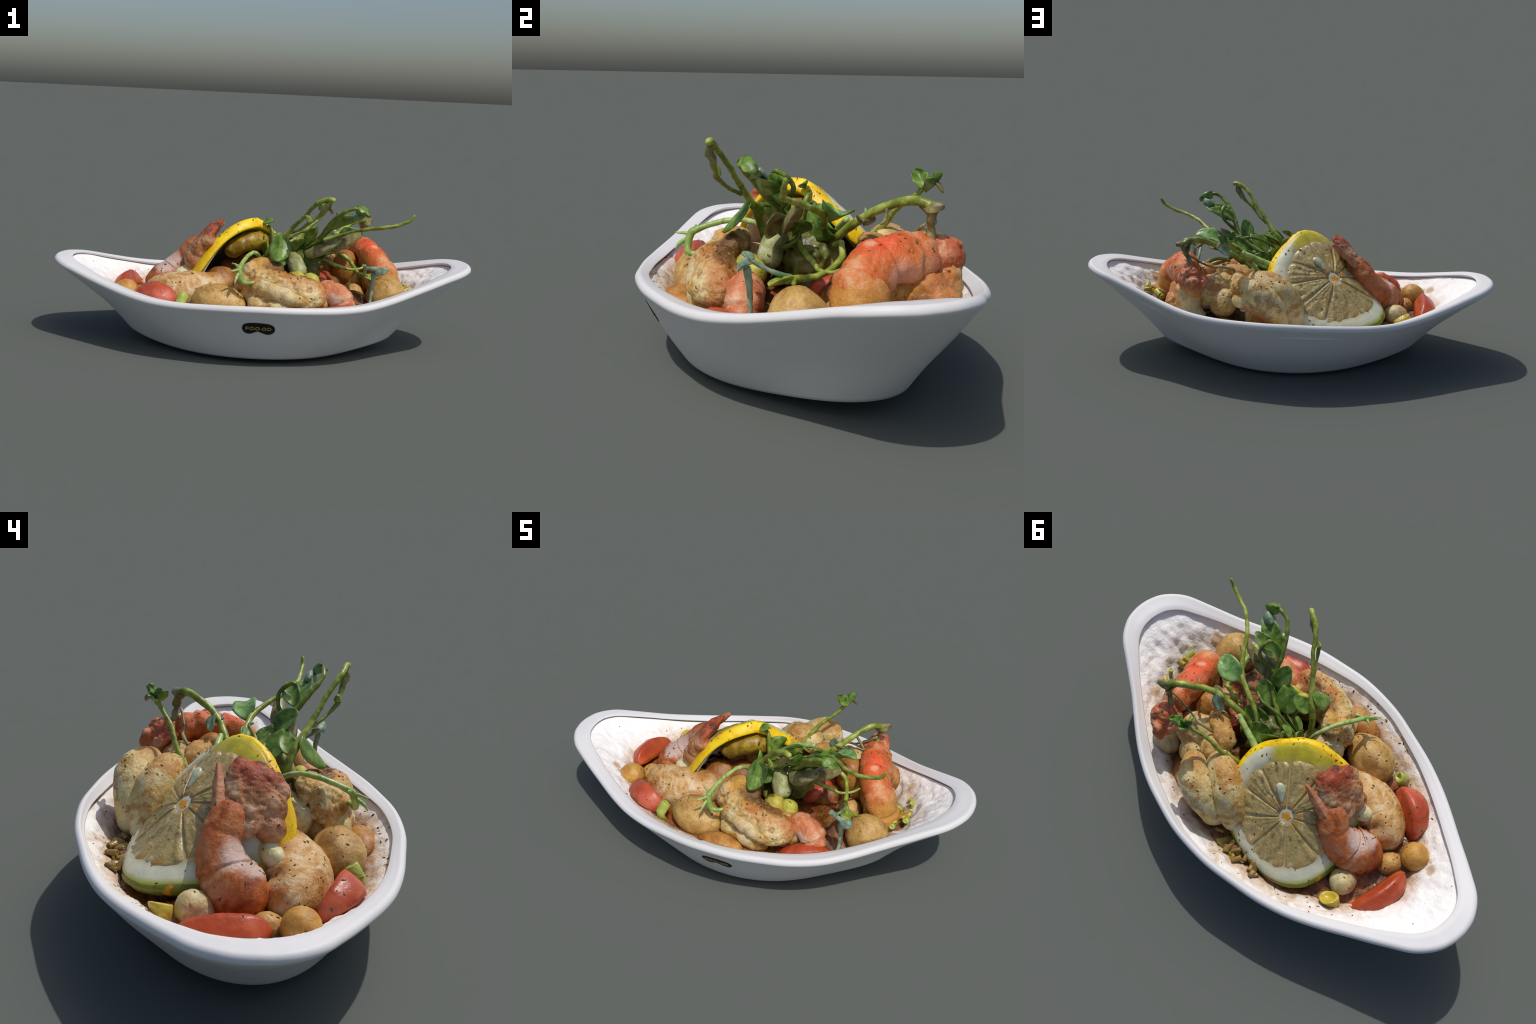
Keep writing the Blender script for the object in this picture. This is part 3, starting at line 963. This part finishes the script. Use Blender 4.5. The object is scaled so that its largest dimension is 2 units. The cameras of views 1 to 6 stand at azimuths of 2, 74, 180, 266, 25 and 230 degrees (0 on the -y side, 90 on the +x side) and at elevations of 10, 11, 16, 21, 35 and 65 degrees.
def potato(name, label, c, r, rot, amp=.008, patches=(), stops=POTATO, herbs=(34, .16, .14), cat="potato"):
    me = mesh_from(name, *ball(V(*c), r, rot, 40, 26))
    displace(me, [(amp, 9, "n"), (amp * .4, 26, "n"), (.0015, 80, "n")])
    o = centre(me)
    return add(name, me, food("boiled_potato", o, stops, 9, .6, patches, herbs=herbs, stain=(8, .56, .7, (176, 124, 56), .7), rough=.4, bump=(110, .002)), label=label, cat=cat)


potato("potato", "halved baby potato with smooth tan skin", (-.18, -.31, .243), (.128, .09, .092), (0, .1, -.1), patches=[((-.22, -.25, .34), .05, (138, 96, 46), .6, .8)])
potato("potato", "round baby potato, yellow with dark spots", (.585, -.192, .29), (.096, .086, .096), (0, 0, .2), patches=[((.66, -.24, .37), .022, (98, 76, 52), .5, .9), ((.62, -.29, .35), .02, (170, 110, 50), .5, .8)])
potato("small_potato", "small round golden potato", (-.63, -.14, .24), (.062, .06, .06), (0, 0, 0), .003, stops=[(.25, (170, 116, 44)), (.5, (196, 146, 66)), (.75, (214, 172, 92))])
potato("small_potato", "small round golden potato", (-.575, -.05, .205), (.05, .055, .05), (0, 0, 0), .003, stops=[(.25, (170, 120, 54)), (.5, (198, 154, 84)), (.75, (212, 176, 110))])
potato("small_potato", "small browned potato half hidden by stems", (.44, -.02, .255), (.06, .055, .06), (0, 0, 0), .004)
potato("small_potato", "browned potato under the grilled shrimp", (-.02, -.41, .2), (.11, .06, .06), (0, 0, 0), .004, stops=[(.25, (150, 92, 34)), (.5, (184, 130, 60)), (.75, (204, 160, 88))])
potato("small_potato", "browned potato beside the arched shrimp", (.405, .10, .36), (.07, .07, .10), (.2, 0, .3), .008, stops=[(.25, (128, 74, 26)), (.5, (176, 116, 48)), (.75, (202, 150, 76))])
potato("small_potato", "browned potato deep in the bowl", (.32, .02, .27), (.08, .06, .07), (0, 0, .3), .006, stops=[(.25, (92, 50, 22)), (.5, (130, 76, 34)), (.75, (160, 104, 54))])
potato("mushroom_cap", "small pale button mushroom", (-.51, .155, .235), (.058, .055, .055), (0, 0, 0), .014, stops=[(.25, (176, 140, 84)), (.5, (206, 190, 140)), (.75, (222, 214, 176))], cat="mushroom")
potato("garlic_clove", "peeled garlic clove held in a curled shrimp", (-.36, -.075, .335), (.05, .036, .036), (0, -.3, .5), .010, stops=[(.25, (190, 172, 96)), (.5, (220, 212, 172)), (.75, (228, 222, 196))], herbs=None, cat="garlic")
potato("garlic_clove", "peeled garlic clove beside a shrimp tail", (-.29, -.04, .37), (.03, .026, .055), (0, .4, .2), .008, stops=[(.25, (150, 140, 84)), (.5, (190, 190, 150)), (.75, (214, 212, 180))], herbs=None, cat="garlic")
potato("garlic_clove", "glossy yellow green onion bulb", (.165, -.225, .355), (.05, .042, .042), (0, 0, 0), .010, stops=[(.25, (160, 140, 44)), (.5, (194, 180, 72)), (.75, (214, 204, 116))], herbs=None, cat="onion")
potato("garlic_clove", "glossy yellow green onion bulb", (.235, -.22, .35), (.042, .034, .042), (0, .4, 0), .010, stops=[(.25, (150, 146, 40)), (.5, (190, 186, 70)), (.75, (212, 206, 120))], herbs=None, cat="onion")

potato("potato_chunk", "browned olive chunk propping up the lemon", (-.05, .085, .375), (.085, .07, .065), (0, .6, .4), .016, stops=[(.25, (86, 62, 20)), (.5, (134, 104, 40)), (.75, (170, 138, 66))], patches=[((-.13, .0, .40), .05, (150, 44, 18), .5, .9)])
potato("potato_chunk", "browned sauce covered chunk under the lemon edge", (-.14, .07, .335), (.08, .065, .06), (0, .5, .2), .016, stops=[(.25, (110, 62, 22)), (.5, (150, 94, 36)), (.75, (184, 130, 64))], patches=[((-.16, -.04, .40), .05, (150, 44, 18), .5, .9)])
potato("potato_chunk", "browned sauce covered potato chunk under the lemon", (-.10, .01, .28), (.10, .09, .09), (0, .2, .4), .014, stops=[(.25, (110, 62, 22)), (.5, (150, 94, 36)), (.75, (184, 130, 64))])
potato("potato_chunk", "browned sauce covered chunk between shrimps", (-.07, -.13, .255), (.08, .06, .07), (0, .2, .4), .014, stops=[(.25, (126, 74, 28)), (.5, (170, 116, 52)), (.75, (200, 156, 92))])
potato("potato_chunk", "browned sauce covered chunk beside the curled shrimp", (-.20, -.03, .29), (.09, .08, .08), (0, -.4, .2), .014, stops=[(.25, (120, 70, 28)), (.5, (160, 106, 48)), (.75, (190, 140, 84))])
potato("potato_chunk", "browned chunk beneath the creamy shrimp", (.30, .33, .2), (.09, .06, .06), (0, 0, -.5), .01, stops=[(.25, (110, 66, 24)), (.5, (156, 104, 46)), (.75, (190, 144, 76))])
# ----------------------------------------------------------------- tomatoes
TOM = [(.25, (146, 52, 26)), (.5, (178, 74, 40)), (.75, (198, 104, 62))]


def wedge(label, c, along, outward, length, height, depth, pink=.0):
    """tomato wedge: skin arc on the outward side, two cut faces meeting in a ridge"""
    a, n = unit(along), unit(outward)
    n = unit(n - a * (n @ a))
    b = np.cross(a, n)
    rings = []
    nr = 30
    for i in range(nr):
        s = 2 * i / (nr - 1) - 1
        k = max(.02, math.sqrt(max(0, 1 - abs(s) ** 2.3)))
        rg = []
        for t in np.linspace(-1, 1, 13):                       # skin
            rg.append((t * height * .5 * k, depth * .55 * (1 - t * t * .75) * k))
        for t in np.linspace(1, -1, 9)[1:-1]:                  # cut faces towards the ridge
            rg.append((t * height * .5 * k, (-depth * .45 * (1 - abs(t)) + depth * .14 * abs(t)) * k))
        rings.append(np.array([V(*c) + a * (s * length * .5) + b * x + n * (y + depth * .18 * (1 - s * s) - depth * .1) for x, y in rg]))
    me = fix(mesh_from("tomato_wedge", *rings_mesh(rings)))
    displace(me, [(.004, 22, "n"), (.002, 70, "n")])
    o = centre(me)
    N = Nodes("tomato_skin")
    col = N.ramp(N.noise(9, 5, .6, .8), TOM)
    if pink:
        col = N.mix(N.span(N.noise(7, 3), .4, .65, 0, pink), col, (214, 116, 98))
    d = N.vec("DOT_PRODUCT", N.P, n)
    col = N.mix(N.span(d, -.0 * depth, -.3 * depth, 0, .8), col, N.ramp(N.noise(24, 5, .65, .6), [(.35, (176, 70, 28)), (.6, (206, 98, 46)), (.75, (216, 136, 74))]))
    col = N.specks(col, 40, .12, .1, (120, 40, 20))
    N.bump(N.noise(90, 4), .003, .4)
    return add("tomato_wedge", me, N.finish(col, .36, .4), label=label, cat="tomato")


wedge("red tomato wedge lying skin outwards", (-.645, .075, .235), (-.12, -1, .12), (-1, .1, .25), .27, .13, .11)
wedge("red tomato wedge with pinkish skin", (-.475, -.262, .238), (1, -.55, .1), (-.5, -.8, .35), .24, .16, .13, .45)
wedge("soft orange red tomato wedge at the rim", (.37, -.36, .215), (1, .25, .1), (0, -.6, .8), .26, .13, .11, .3)
wedge("red tomato piece under the lemon slice", (-.14, .06, .30), (1, .2, .1), (.2, -.8, .6), .2, .13, .1)
wedge("tomato piece deep between potatoes", (.28, .03, .30), (.5, 1, .2), (.6, -.5, .6), .2, .1, .1, .2)
wedge("tomato piece against the front wall", (.06, -.30, .2), (1, -.3, 0), (0, -.8, .5), .2, .1, .1)

# ----------------------------------------------------------------- leek and celery pieces
def leek(label, a, b, r, cols, hole=.6):
    a, b = V(*a), V(*b)
    ax = unit(b - a)
    u = unit(np.cross(ax, V(.3, .2, 1)))
    w = np.cross(ax, u)
    an = np.linspace(0, 2 * np.pi, 22, endpoint=False)
    rings = []
    for k, (t, q) in enumerate([(.1, hole * .9), (0, hole), (0, .95), (.05, 1), (.5, .97), (.95, 1), (1, .95), (1, hole), (.9, hole * .9)]):
        rg = [a + (b - a) * t + (u * math.cos(x) + w * math.sin(x) * .85) * r * q * (1 + .06 * math.sin(3 * x)) for x in an]
        rings.append(np.array(rg))
    me = mesh_from("leek_piece", *rings_mesh(rings))
    displace(me, [(.002, 60, "n")])
    N = Nodes("leek")
    q = N.n("ShaderNodeTexWave", wave_type="BANDS")
    q.inputs["Scale"].default_value = 40
    q.inputs["Distortion"].default_value = 3
    N.l(N.P, q.inputs["Vector"])
    col = N.ramp(N.noise(20, 4), [(.3, cols[0]), (.55, cols[1]), (.75, cols[2])])
    col = N.mix(N.math("MULTIPLY", q.outputs["Fac"], .25), col, cols[2])
    N.bump(q.outputs["Fac"], .001, .3)
    return add("leek_piece", me, N.finish(col, .35, .5), label=label, cat="leek")


GREEN = [(136, 150, 46), (170, 182, 74), (198, 204, 124)]
YELLOW = [(168, 138, 30), (204, 178, 50), (222, 206, 110)]
leek("yellow leek slice", (-.525, .25, .262), (-.56, .262, .195), .042, YELLOW, .7)
leek("bright green spring onion piece", (-.335, -.322, .285), (-.375, -.375, .205), .026, GREEN, .5)
leek("yellow green leek scrap", (.70, .06, .23), (.72, .0, .22), .03, YELLOW)
leek("green celery scrap", (.705, .085, .30), (.70, .10, .25), .012, GREEN)
leek("green leek slice at the bowl end", (.70, -.07, .235), (.71, -.10, .18), .042, [(120, 120, 24), (150, 150, 40), (176, 170, 70)], .4)
leek("yellow leek scrap under the arched shrimp", (.70, .02, .24), (.67, .07, .2), .03, YELLOW)
leek("olive leek slice in the sauce", (-.03, .40, .215), (-.06, .42, .19), .035, [(110, 96, 30), (140, 126, 50), (160, 146, 70)], .5)
leek("olive leek slice beside the lemon", (-.12, .44, .225), (-.14, .43, .18), .03, [(110, 96, 30), (150, 130, 50), (170, 150, 70)], .5)
for k in range(16):
    x, y = random.uniform(.64, .725), random.uniform(-.12, .13)
    p = V(x, y, .245 + .05 * random.random())
    d = unit(RNG.normal(size=3) * V(1, 1, .6)) * random.uniform(.014, .03)
    leek("chopped yellow green leek bit", p - d, p + d, random.uniform(.009, .018), random.choice((YELLOW, GREEN, [(120, 104, 30), (156, 130, 44), (186, 160, 84)])), random.choice((.1, .25)))
for k in range(14):
    x = random.uniform(-.28, .0)
    p = V(x, random.uniform(.36, .43), .222 + .015 * random.random())
    d = unit(RNG.normal(size=3) * V(1, 1, .4)) * random.uniform(.012, .024)
    leek("chopped onion bit in the sauce", p - d, p + d, random.uniform(.008, .016), [(110, 82, 30), (146, 116, 54), (176, 150, 92)], .3)
# pale onion bulb under the shoots
me = mesh_from("onion_bulb", *tube([V(.185, -.17, .35), V(.17, -.155, .40), V(.15, -.135, .445), V(.13, -.12, .475)], [.04, .042, .032, .012], 26, 22))
displace(me, [(.006, 22, "n")])
o = centre(me)
add("onion_bulb", me, food("pale_onion", o, [(.25, (126, 130, 72)), (.5, (168, 172, 116)), (.75, (202, 204, 168))], 12, 1, [((.12, -.12, .52), .06, (120, 150, 70), .6, .9)], herbs=None, rough=.3), label="pale translucent onion bulb under the shoots", cat="onion")

# ----------------------------------------------------------------- pea shoots
def green(name, stops, trans=.0, dark=None):
    N = Nodes(name)
    col = N.ramp(N.math('MULTIPLY_ADD', N.noise(16, 5, .6, .6), 1.7, -.35), stops)
    col = N.mix(N.span(N.noise(9, 4, .6), .58, .72, 0, .5), col, dark or (96, 92, 40))
    col = N.mix(N.span(N.noise(60, 3), .5, .8, 0, .25), col, stops[-1][1])
    N.bump(N.noise(70, 4), .0025, .45)
    m = N.finish(col, .38, .45)
    if trans:
        t = N.n("ShaderNodeBsdfTranslucent")
        N.l(col, t.inputs[0])
        mx = N.n("ShaderNodeMixShader")
        mx.inputs[0].default_value = trans
        N.l(N.b.outputs[0], mx.inputs[1])
        N.l(t.outputs[0], mx.inputs[2])
        N.l(mx.outputs[0], N.out.inputs[0])
    return m


STEM = green("shoot_stem", [(.3, (104, 116, 34)), (.5, (142, 156, 58)), (.72, (178, 190, 96))], .05, (128, 104, 56))
STEM_D = green("shoot_stem_dark", [(.3, (80, 94, 26)), (.5, (106, 124, 42)), (.72, (142, 154, 66))], .05)
STEM_P = green("shoot_stem_pale", [(.3, (132, 158, 74)), (.5, (164, 192, 106)), (.72, (188, 210, 140))], .05)
LEAF = green("shoot_leaf", [(.3, (72, 98, 30)), (.5, (106, 140, 52)), (.72, (148, 174, 90))], .12, (104, 92, 40))
LEAF_L = green("shoot_leaf_light", [(.3, (92, 134, 62)), (.5, (126, 168, 92)), (.72, (162, 196, 126))], .12, (88, 120, 60))
LEAF_G = green("shoot_leaf_grey", [(.3, (96, 122, 92)), (.5, (134, 158, 130)), (.72, (170, 192, 164))], .08, (90, 96, 74))
DRY = green("shoot_dry", [(.3, (96, 84, 50)), (.5, (130, 120, 74)), (.72, (160, 156, 104))], .05, (120, 84, 52))


def shoot(label, at, stems=(), leaves=()):
    e = empty("pea_shoot", at, label, "pea shoot")
    for s in stems:
        pts, rad, mat = s[:3]
        v, f = tube([V(*p) for p in pts], np.array(rad) * .76, max(14, 9 * len(pts)), 12, lump=.0022, lscale=50)
        add("stem", mesh_from("stem", v, f), mat, parent=e)
    for l_ in leaves:
        b, t_, u, w, mat = l_[:5]
        kw = l_[5] if len(l_) > 5 else {}
        me = mesh_from("leaf", *leaf(b, t_, u, w, **({"thick": .009, "cup": .18} | kw)))
        displace(me, [(.003, 30, "n")])
        add("leaf", me, mat, parent=e)
    return e


shoot("long thin pea shoot stem with one round leaf", (.16, .03, .40),
      [([(.679, -.264, .690), (.655, -.262, .658), (.60, -.247, .632), (.54, -.229, .617), (.47, -.175, .597), (.42, -.11, .572), (.359, -.052, .543), (.29, -.025, .515), (.22, -.005, .475), (.15, .03, .42), (.1, .06, .36)],
        [.008, .011, .011, .012, .012, .013, .015, .014, .015, .016, .016], STEM)],
      [((.352, -.025, .532), (.468, -.035, .582), (-.25, .35, .9), .10, LEAF_L, dict(thick=.014, cup=.22, droop=.45, blunt=.9, wave=.004))])
shoot("tall pea shoot with stacked dark leaves and curled tip", (.08, -.05, .40),
      [([(.426, -.308, .708), (.395, -.309, .706), (.369, -.306, .694), (.34, -.283, .668), (.318, -.255, .642), (.295, -.215, .60), (.281, -.18, .568), (.255, -.135, .53), (.22, -.105, .505), (.16, -.075, .475), (.09, -.045, .44)],
        [.010, .012, .012, .013, .013, .015, .015, .014, .014, .014, .014], STEM_D),
       ([(.335, -.205, .665), (.348, -.19, .668), (.355, -.165, .652), (.35, -.143, .625), (.32, -.142, .59), (.285, -.155, .558), (.25, -.15, .525), (.2, -.12, .49)], [.010, .012, .011, .010, .010, .011, .012, .012], STEM_D)],
      [((.415, -.31, .71), (.484, -.286, .688), (.1, .3, .9), .052, LEAF, dict(thick=.028, cup=-.3, droop=.3, wave=.004)),
       ((.295, -.21, .595), (.445, -.26, .665), (-.45, .55, .65), .095, LEAF, dict(thick=.012, cup=.2, droop=.1)),
       ((.295, -.2, .60), (.42, -.18, .665), (-.4, .3, .8), .07, LEAF, dict(thick=.012, cup=.3, droop=.3)),
       ((.235, -.13, .525), (.235, -.20, .605), (-.6, .6, .5), .085, LEAF, dict(thick=.012)),
       ((.13, -.105, .46), (.20, -.165, .545), (-.55, .6, .55), .105, LEAF, dict(thick=.013, cup=.12)),
       ((.20, -.09, .46), (.30, -.11, .525), (-.4, .6, .6), .09, LEAF, dict(thick=.012, cup=.3)),
       ((.405, -.255, .665), (.455, -.272, .69), (-.2, .2, .9), .05, LEAF_G, dict(thick=.02, cup=-.4)),
       ((.2, -.14, .47), (.36, -.2, .56), (.4, -.3, .7), .09, DRY, dict(thick=.02, cup=-.3)),
       ((.30, -.15, .50), (.45, -.17, .585), (.3, -.5, .8), .07, DRY, dict(thick=.02, cup=-.25))])
shoot("tallest pea shoot with dried side branch", (.03, -.14, .40),
      [([(.316, -.388, .750), (.285, -.372, .748), (.243, -.35, .731), (.215, -.322, .70), (.192, -.293, .664), (.155, -.262, .622), (.117, -.225, .573), (.098, -.205, .548), (.06, -.175, .51), (.03, -.15, .46), (.02, -.13, .40)],
        [.014, .016, .014, .012, .012, .013, .015, .017, .018, .018, .018], STEM),
       ([(.285, -.375, .735), (.262, -.36, .69), (.25, -.354, .672), (.228, -.345, .654), (.206, -.337, .637), (.17, -.29, .60), (.13, -.24, .575)], [.012, .014, .012, .009, .011, .008, .010], STEM_D),
       ([(.26, -.05, .545), (.2, -.03, .555), (.13, -.05, .53), (.06, -.06, .48), (.0, -.07, .42)], [.006, .008, .009, .010, .010], STEM_D)],
      [((.295, -.378, .742), (.248, -.353, .668), (.5, -.5, .1), .035, DRY, dict(thick=.014, wave=.004)),
       ((.215, -.345, .64), (.19, -.33, .672), (.5, .5, .3), .03, STEM, dict(thick=.012)),
       ((.088, -.20, .555), (.078, -.285, .445), (-.25, -.8, .45), .105, LEAF, dict(thick=.016, cup=-.15, droop=-.1)),
       ((.06, -.165, .50), (.14, -.15, .545), (-.7, .1, .6), .07, LEAF, dict(thick=.012, cup=.2))])
shoot("bent pea shoot reaching over the arched shrimp", (.25, .05, .4),
      [([(.515, .225, .578), (.495, .208, .59), (.478, .193, .594), (.45, .165, .59), (.43, .148, .583), (.39, .10, .556), (.34, .065, .518), (.281, .048, .482), (.22, .03, .43), (.17, .03, .38)], [.018, .020, .020, .018, .018, .018, .018, .018, .018, .018], STEM),
       ([(.515, .225, .585), (.50, .222, .545), (.482, .233, .51), (.48, .23, .465)], [.024, .016, .016, .03], DRY),
       ([(.42, .12, .565), (.455, .10, .535), (.47, .08, .53)], [.008, .007, .005], DRY),
       ([(.49, .21, .53), (.43, .2, .49), (.38, .2, .47), (.33, .2, .47), (.27, .18, .45)], [.006, .006, .006, .008, .010], DRY)],
      [((.49, .205, .585), (.542, .24, .588), (0, -.3, .9), .04, DRY, dict(thick=.02, cup=-.4)),
       ((.48, .2, .585), (.50, .24, .53), (.5, .5, .4), .045, DRY, dict(thick=.012)),
       ((.36, .085, .545), (.30, .10, .50), (.2, .5, .7), .05, LEAF_G, dict(thick=.012, cup=.3)),
       ((.33, .075, .52), (.40, .06, .53), (-.2, .4, .9), .045, DRY, dict(thick=.012))])
shoot("short pea shoot with crinkled leaf tip behind the lemon", (.13, .18, .36),
      [([(.303, .293, .615), (.29, .281, .595), (.276, .269, .578), (.232, .241, .542), (.20, .23, .51), (.178, .222, .483), (.155, .205, .45), (.134, .186, .415), (.12, .17, .37)], [.012, .012, .011, .011, .012, .013, .014, .015, .016], STEM)],
      [((.300, .290, .60), (.342, .333, .652), (-.3, -.6, .7), .05, LEAF, dict(thick=.012, cup=.45, wave=.005, droop=-.2)),
       ((.302, .292, .605), (.258, .275, .655), (.5, -.4, .7), .055, LEAF, dict(thick=.012, cup=.45, wave=.005, droop=-.3)),
       ((.30, .29, .61), (.29, .325, .635), (-.3, -.3, .8), .05, LEAF_L, dict(thick=.012, cup=.4, wave=.004)),
       ((.325, .315, .63), (.345, .335, .598), (.6, .5, .2), .025, DRY, dict(thick=.008))])
shoot("pale pea shoot tendril drooping to the front", (-.02, -.15, .40),
      [([(.0, -.10, .40), (-.01, -.13, .44), (-.022, -.155, .458), (-.035, -.19, .468), (-.046, -.221, .467), (-.06, -.26, .46), (-.072, -.298, .449), (-.08, -.33, .437), (-.088, -.356, .422), (-.085, -.368, .395), (-.073, -.373, .37), (-.05, -.37, .36), (-.02, -.355, .365)],
        [.012, .012, .012, .012, .012, .013, .013, .014, .017, .018, .016, .013, .008], STEM_P),
       ([(-.087, -.36, .418), (-.105, -.385, .418), (-.125, -.405, .418)], [.010, .007, .003], STEM_P),
       ([(-.087, -.36, .41), (-.10, -.395, .385), (-.105, -.41, .365)], [.011, .008, .003], STEM_P),
       ([(-.09, -.35, .425), (-.11, -.34, .438), (-.125, -.335, .44)], [.008, .006, .003], STEM_P)], [])
shoot("curved pea shoot ending in a grey green leaf over a potato", (.3, -.05, .4),
      [([(.30, .0, .44), (.345, .01, .455), (.381, .0, .447), (.419, -.014, .424), (.44, -.05, .399), (.452, -.09, .384), (.462, -.13, .38), (.484, -.176, .383), (.50, -.215, .385)], [.010, .011, .012, .013, .013, .013, .014, .017, .014], STEM),
       ([(.27, -.10, .45), (.295, -.096, .434), (.33, -.09, .418), (.36, -.084, .406), (.395, -.083, .398), (.426, -.083, .392), (.47, -.06, .395), (.50, -.04, .41)], [.011, .012, .012, .012, .010, .008, .007, .005], STEM),
       ([(.48, -.17, .385), (.475, -.235, .405), (.474, -.30, .44), (.50, -.32, .445), (.542, -.337, .442)], [.010, .009, .010, .014, .018], LEAF_G),
       ([(.51, -.32, .435), (.507, -.31, .37), (.502, -.306, .30), (.50, -.32, .26)], [.016, .012, .009, .014], LEAF_G),
       ([(.484, -.176, .383), (.53, -.19, .378), (.56, -.2, .385)], [.010, .008, .004], STEM)],
      [((.51, -.325, .44), (.57, -.35, .452), (0, -.5, .8), .045, LEAF_G, dict(thick=.02, cup=-.3)),
       ((.474, -.29, .44), (.46, -.32, .46), (0, -.5, .8), .03, LEAF_G, dict(thick=.012)),
       ((.48, -.18, .385), (.52, -.26, .38), (0, -.4, .9), .05, STEM, dict(thick=.010, cup=.2))])
shoot("cut pea shoot stalk leaning on the lemon", (.1, .09, .38),
      [([(.243, .064, .508), (.20, .075, .492), (.15, .085, .472), (.104, .093, .453), (.05, .1, .41)], [.014, .016, .018, .02, .02], STEM_P),
       ([(.02, .02, .57), (.04, .0, .55), (.05, -.02, .50), (.06, -.03, .44)], [.008, .012, .014, .014], STEM_D)],
      [((.05, .0, .46), (.1, .06, .52), (.1, .7, .5), .09, LEAF, dict(thick=.012)), ((.1, .02, .43), (.19, .04, .475), (-.2, .6, .6), .1, LEAF, dict(thick=.012)),
       ((.16, -.02, .43), (.27, .01, .47), (-.2, .6, .6), .09, LEAF, dict(thick=.012)), ((.03, -.05, .42), (.02, -.06, .50), (-.6, -.3, .5), .08, LEAF, dict(thick=.012)),
       ((.05, -.1, .40), (.14, -.11, .45), (0, -.6, .6), .1, LEAF, dict(thick=.012)), ((.2, -.1, .42), (.3, -.12, .46), (0, -.6, .7), .09, LEAF, dict(thick=.012)),
       ((.0, .0, .58), (.05, -.01, .60), (0, -.5, .8), .04, LEAF, dict(thick=.012))])
# tangled leafy heart where the shoots meet
parts = [ball(V(.15, -.01, .35), (.11, .09, .09)), ball(V(.08, -.06, .35), (.07, .06, .08)), ball(V(.20, -.05, .37), (.07, .05, .06)), ball(V(.06, .05, .36), (.06, .06, .06))]
me = remeshed("shoot_heart", parts, .009, 1, [(.022, 17, "r"), (.012, 40, "n")])
add("shoot_heart", me, green("shoot_heart", [(.3, (64, 62, 24)), (.5, (96, 104, 42)), (.72, (142, 138, 70))], .0, (124, 84, 42)), label="tangle of stems and leaves where shoots meet", cat="pea shoot")

# ----------------------------------------------------------------- dried herb flakes
def scatter_herbs(count):
    dg = bpy.context.evaluated_depsgraph_get()
    vs, fs = [], []
    for ob in bpy.data.objects:
        if ob.type != "MESH" or ob.name.split(".")[0] in ("serving_bowl", "badge", "lettering", "stem", "leaf"):
            continue
        base = len(vs)
        at = Vector(ob["at"])
        vs += [v.co + at for v in ob.data.vertices]
        fs += [tuple(base + i for i in p.vertices) for p in ob.data.polygons]
    bvh = BVHTree.FromPolygons(vs, fs)
    V_, F_ = [], []
    while count:
        x, y = random.uniform(-.75, .75), random.uniform(-.45, .45)
        if (x / .8) ** 2 + (y / .46) ** 2 > 1:
            continue
        p, n, _, _ = bvh.ray_cast(Vector((x, y, 1)), Vector((random.uniform(-.3, .3), random.uniform(-.3, .3), -1)).normalized())
        if p is None or (abs(p.x) > .6 and random.random() < .85):
            continue
        if n.z < 0:
            n = -n
        if abs((np.array(p) - LC) @ LN) < .06 and np.linalg.norm(np.array(p) - LC) < .3 and random.random() < .7:
            continue
        count -= 1
        s = random.uniform(.0035, .009)
        t = n.orthogonal().normalized()
        t.rotate(Matrix.Rotation(random.uniform(0, 6.3), 3, n))
        b = n.cross(t)
        asp = random.uniform(.22, .7)
        k = len(V_)
        m = 7
        for lay, q in ((-.002, 1), (.0012, .8)):
            for i in range(m):
                a = 2 * math.pi * i / m
                r = s * random.uniform(.6, 1.3) * q
                V_.append(p + t * (r * math.cos(a)) + b * (r * math.sin(a) * asp) + n * lay)
        F_ += [(k + i, k + (i + 1) % m, k + m + (i + 1) % m, k + m + i) for i in range(m)]
        F_.append(tuple(k + m + i for i in range(m)))
    return mesh_from("herb_flakes", V_, F_)


N = Nodes("dried_herbs")
col = N.ramp(N.noise(55, 2), [(.38, (70, 54, 26)), (.46, (112, 94, 44)), (.54, (150, 108, 48)), (.62, (92, 84, 34))], 'CONSTANT')
add("herb_flakes", scatter_herbs(520), N.finish(col, .6, .3), label="dried green brown herb flakes sprinkled over food", cat="herbs", stuff=True)
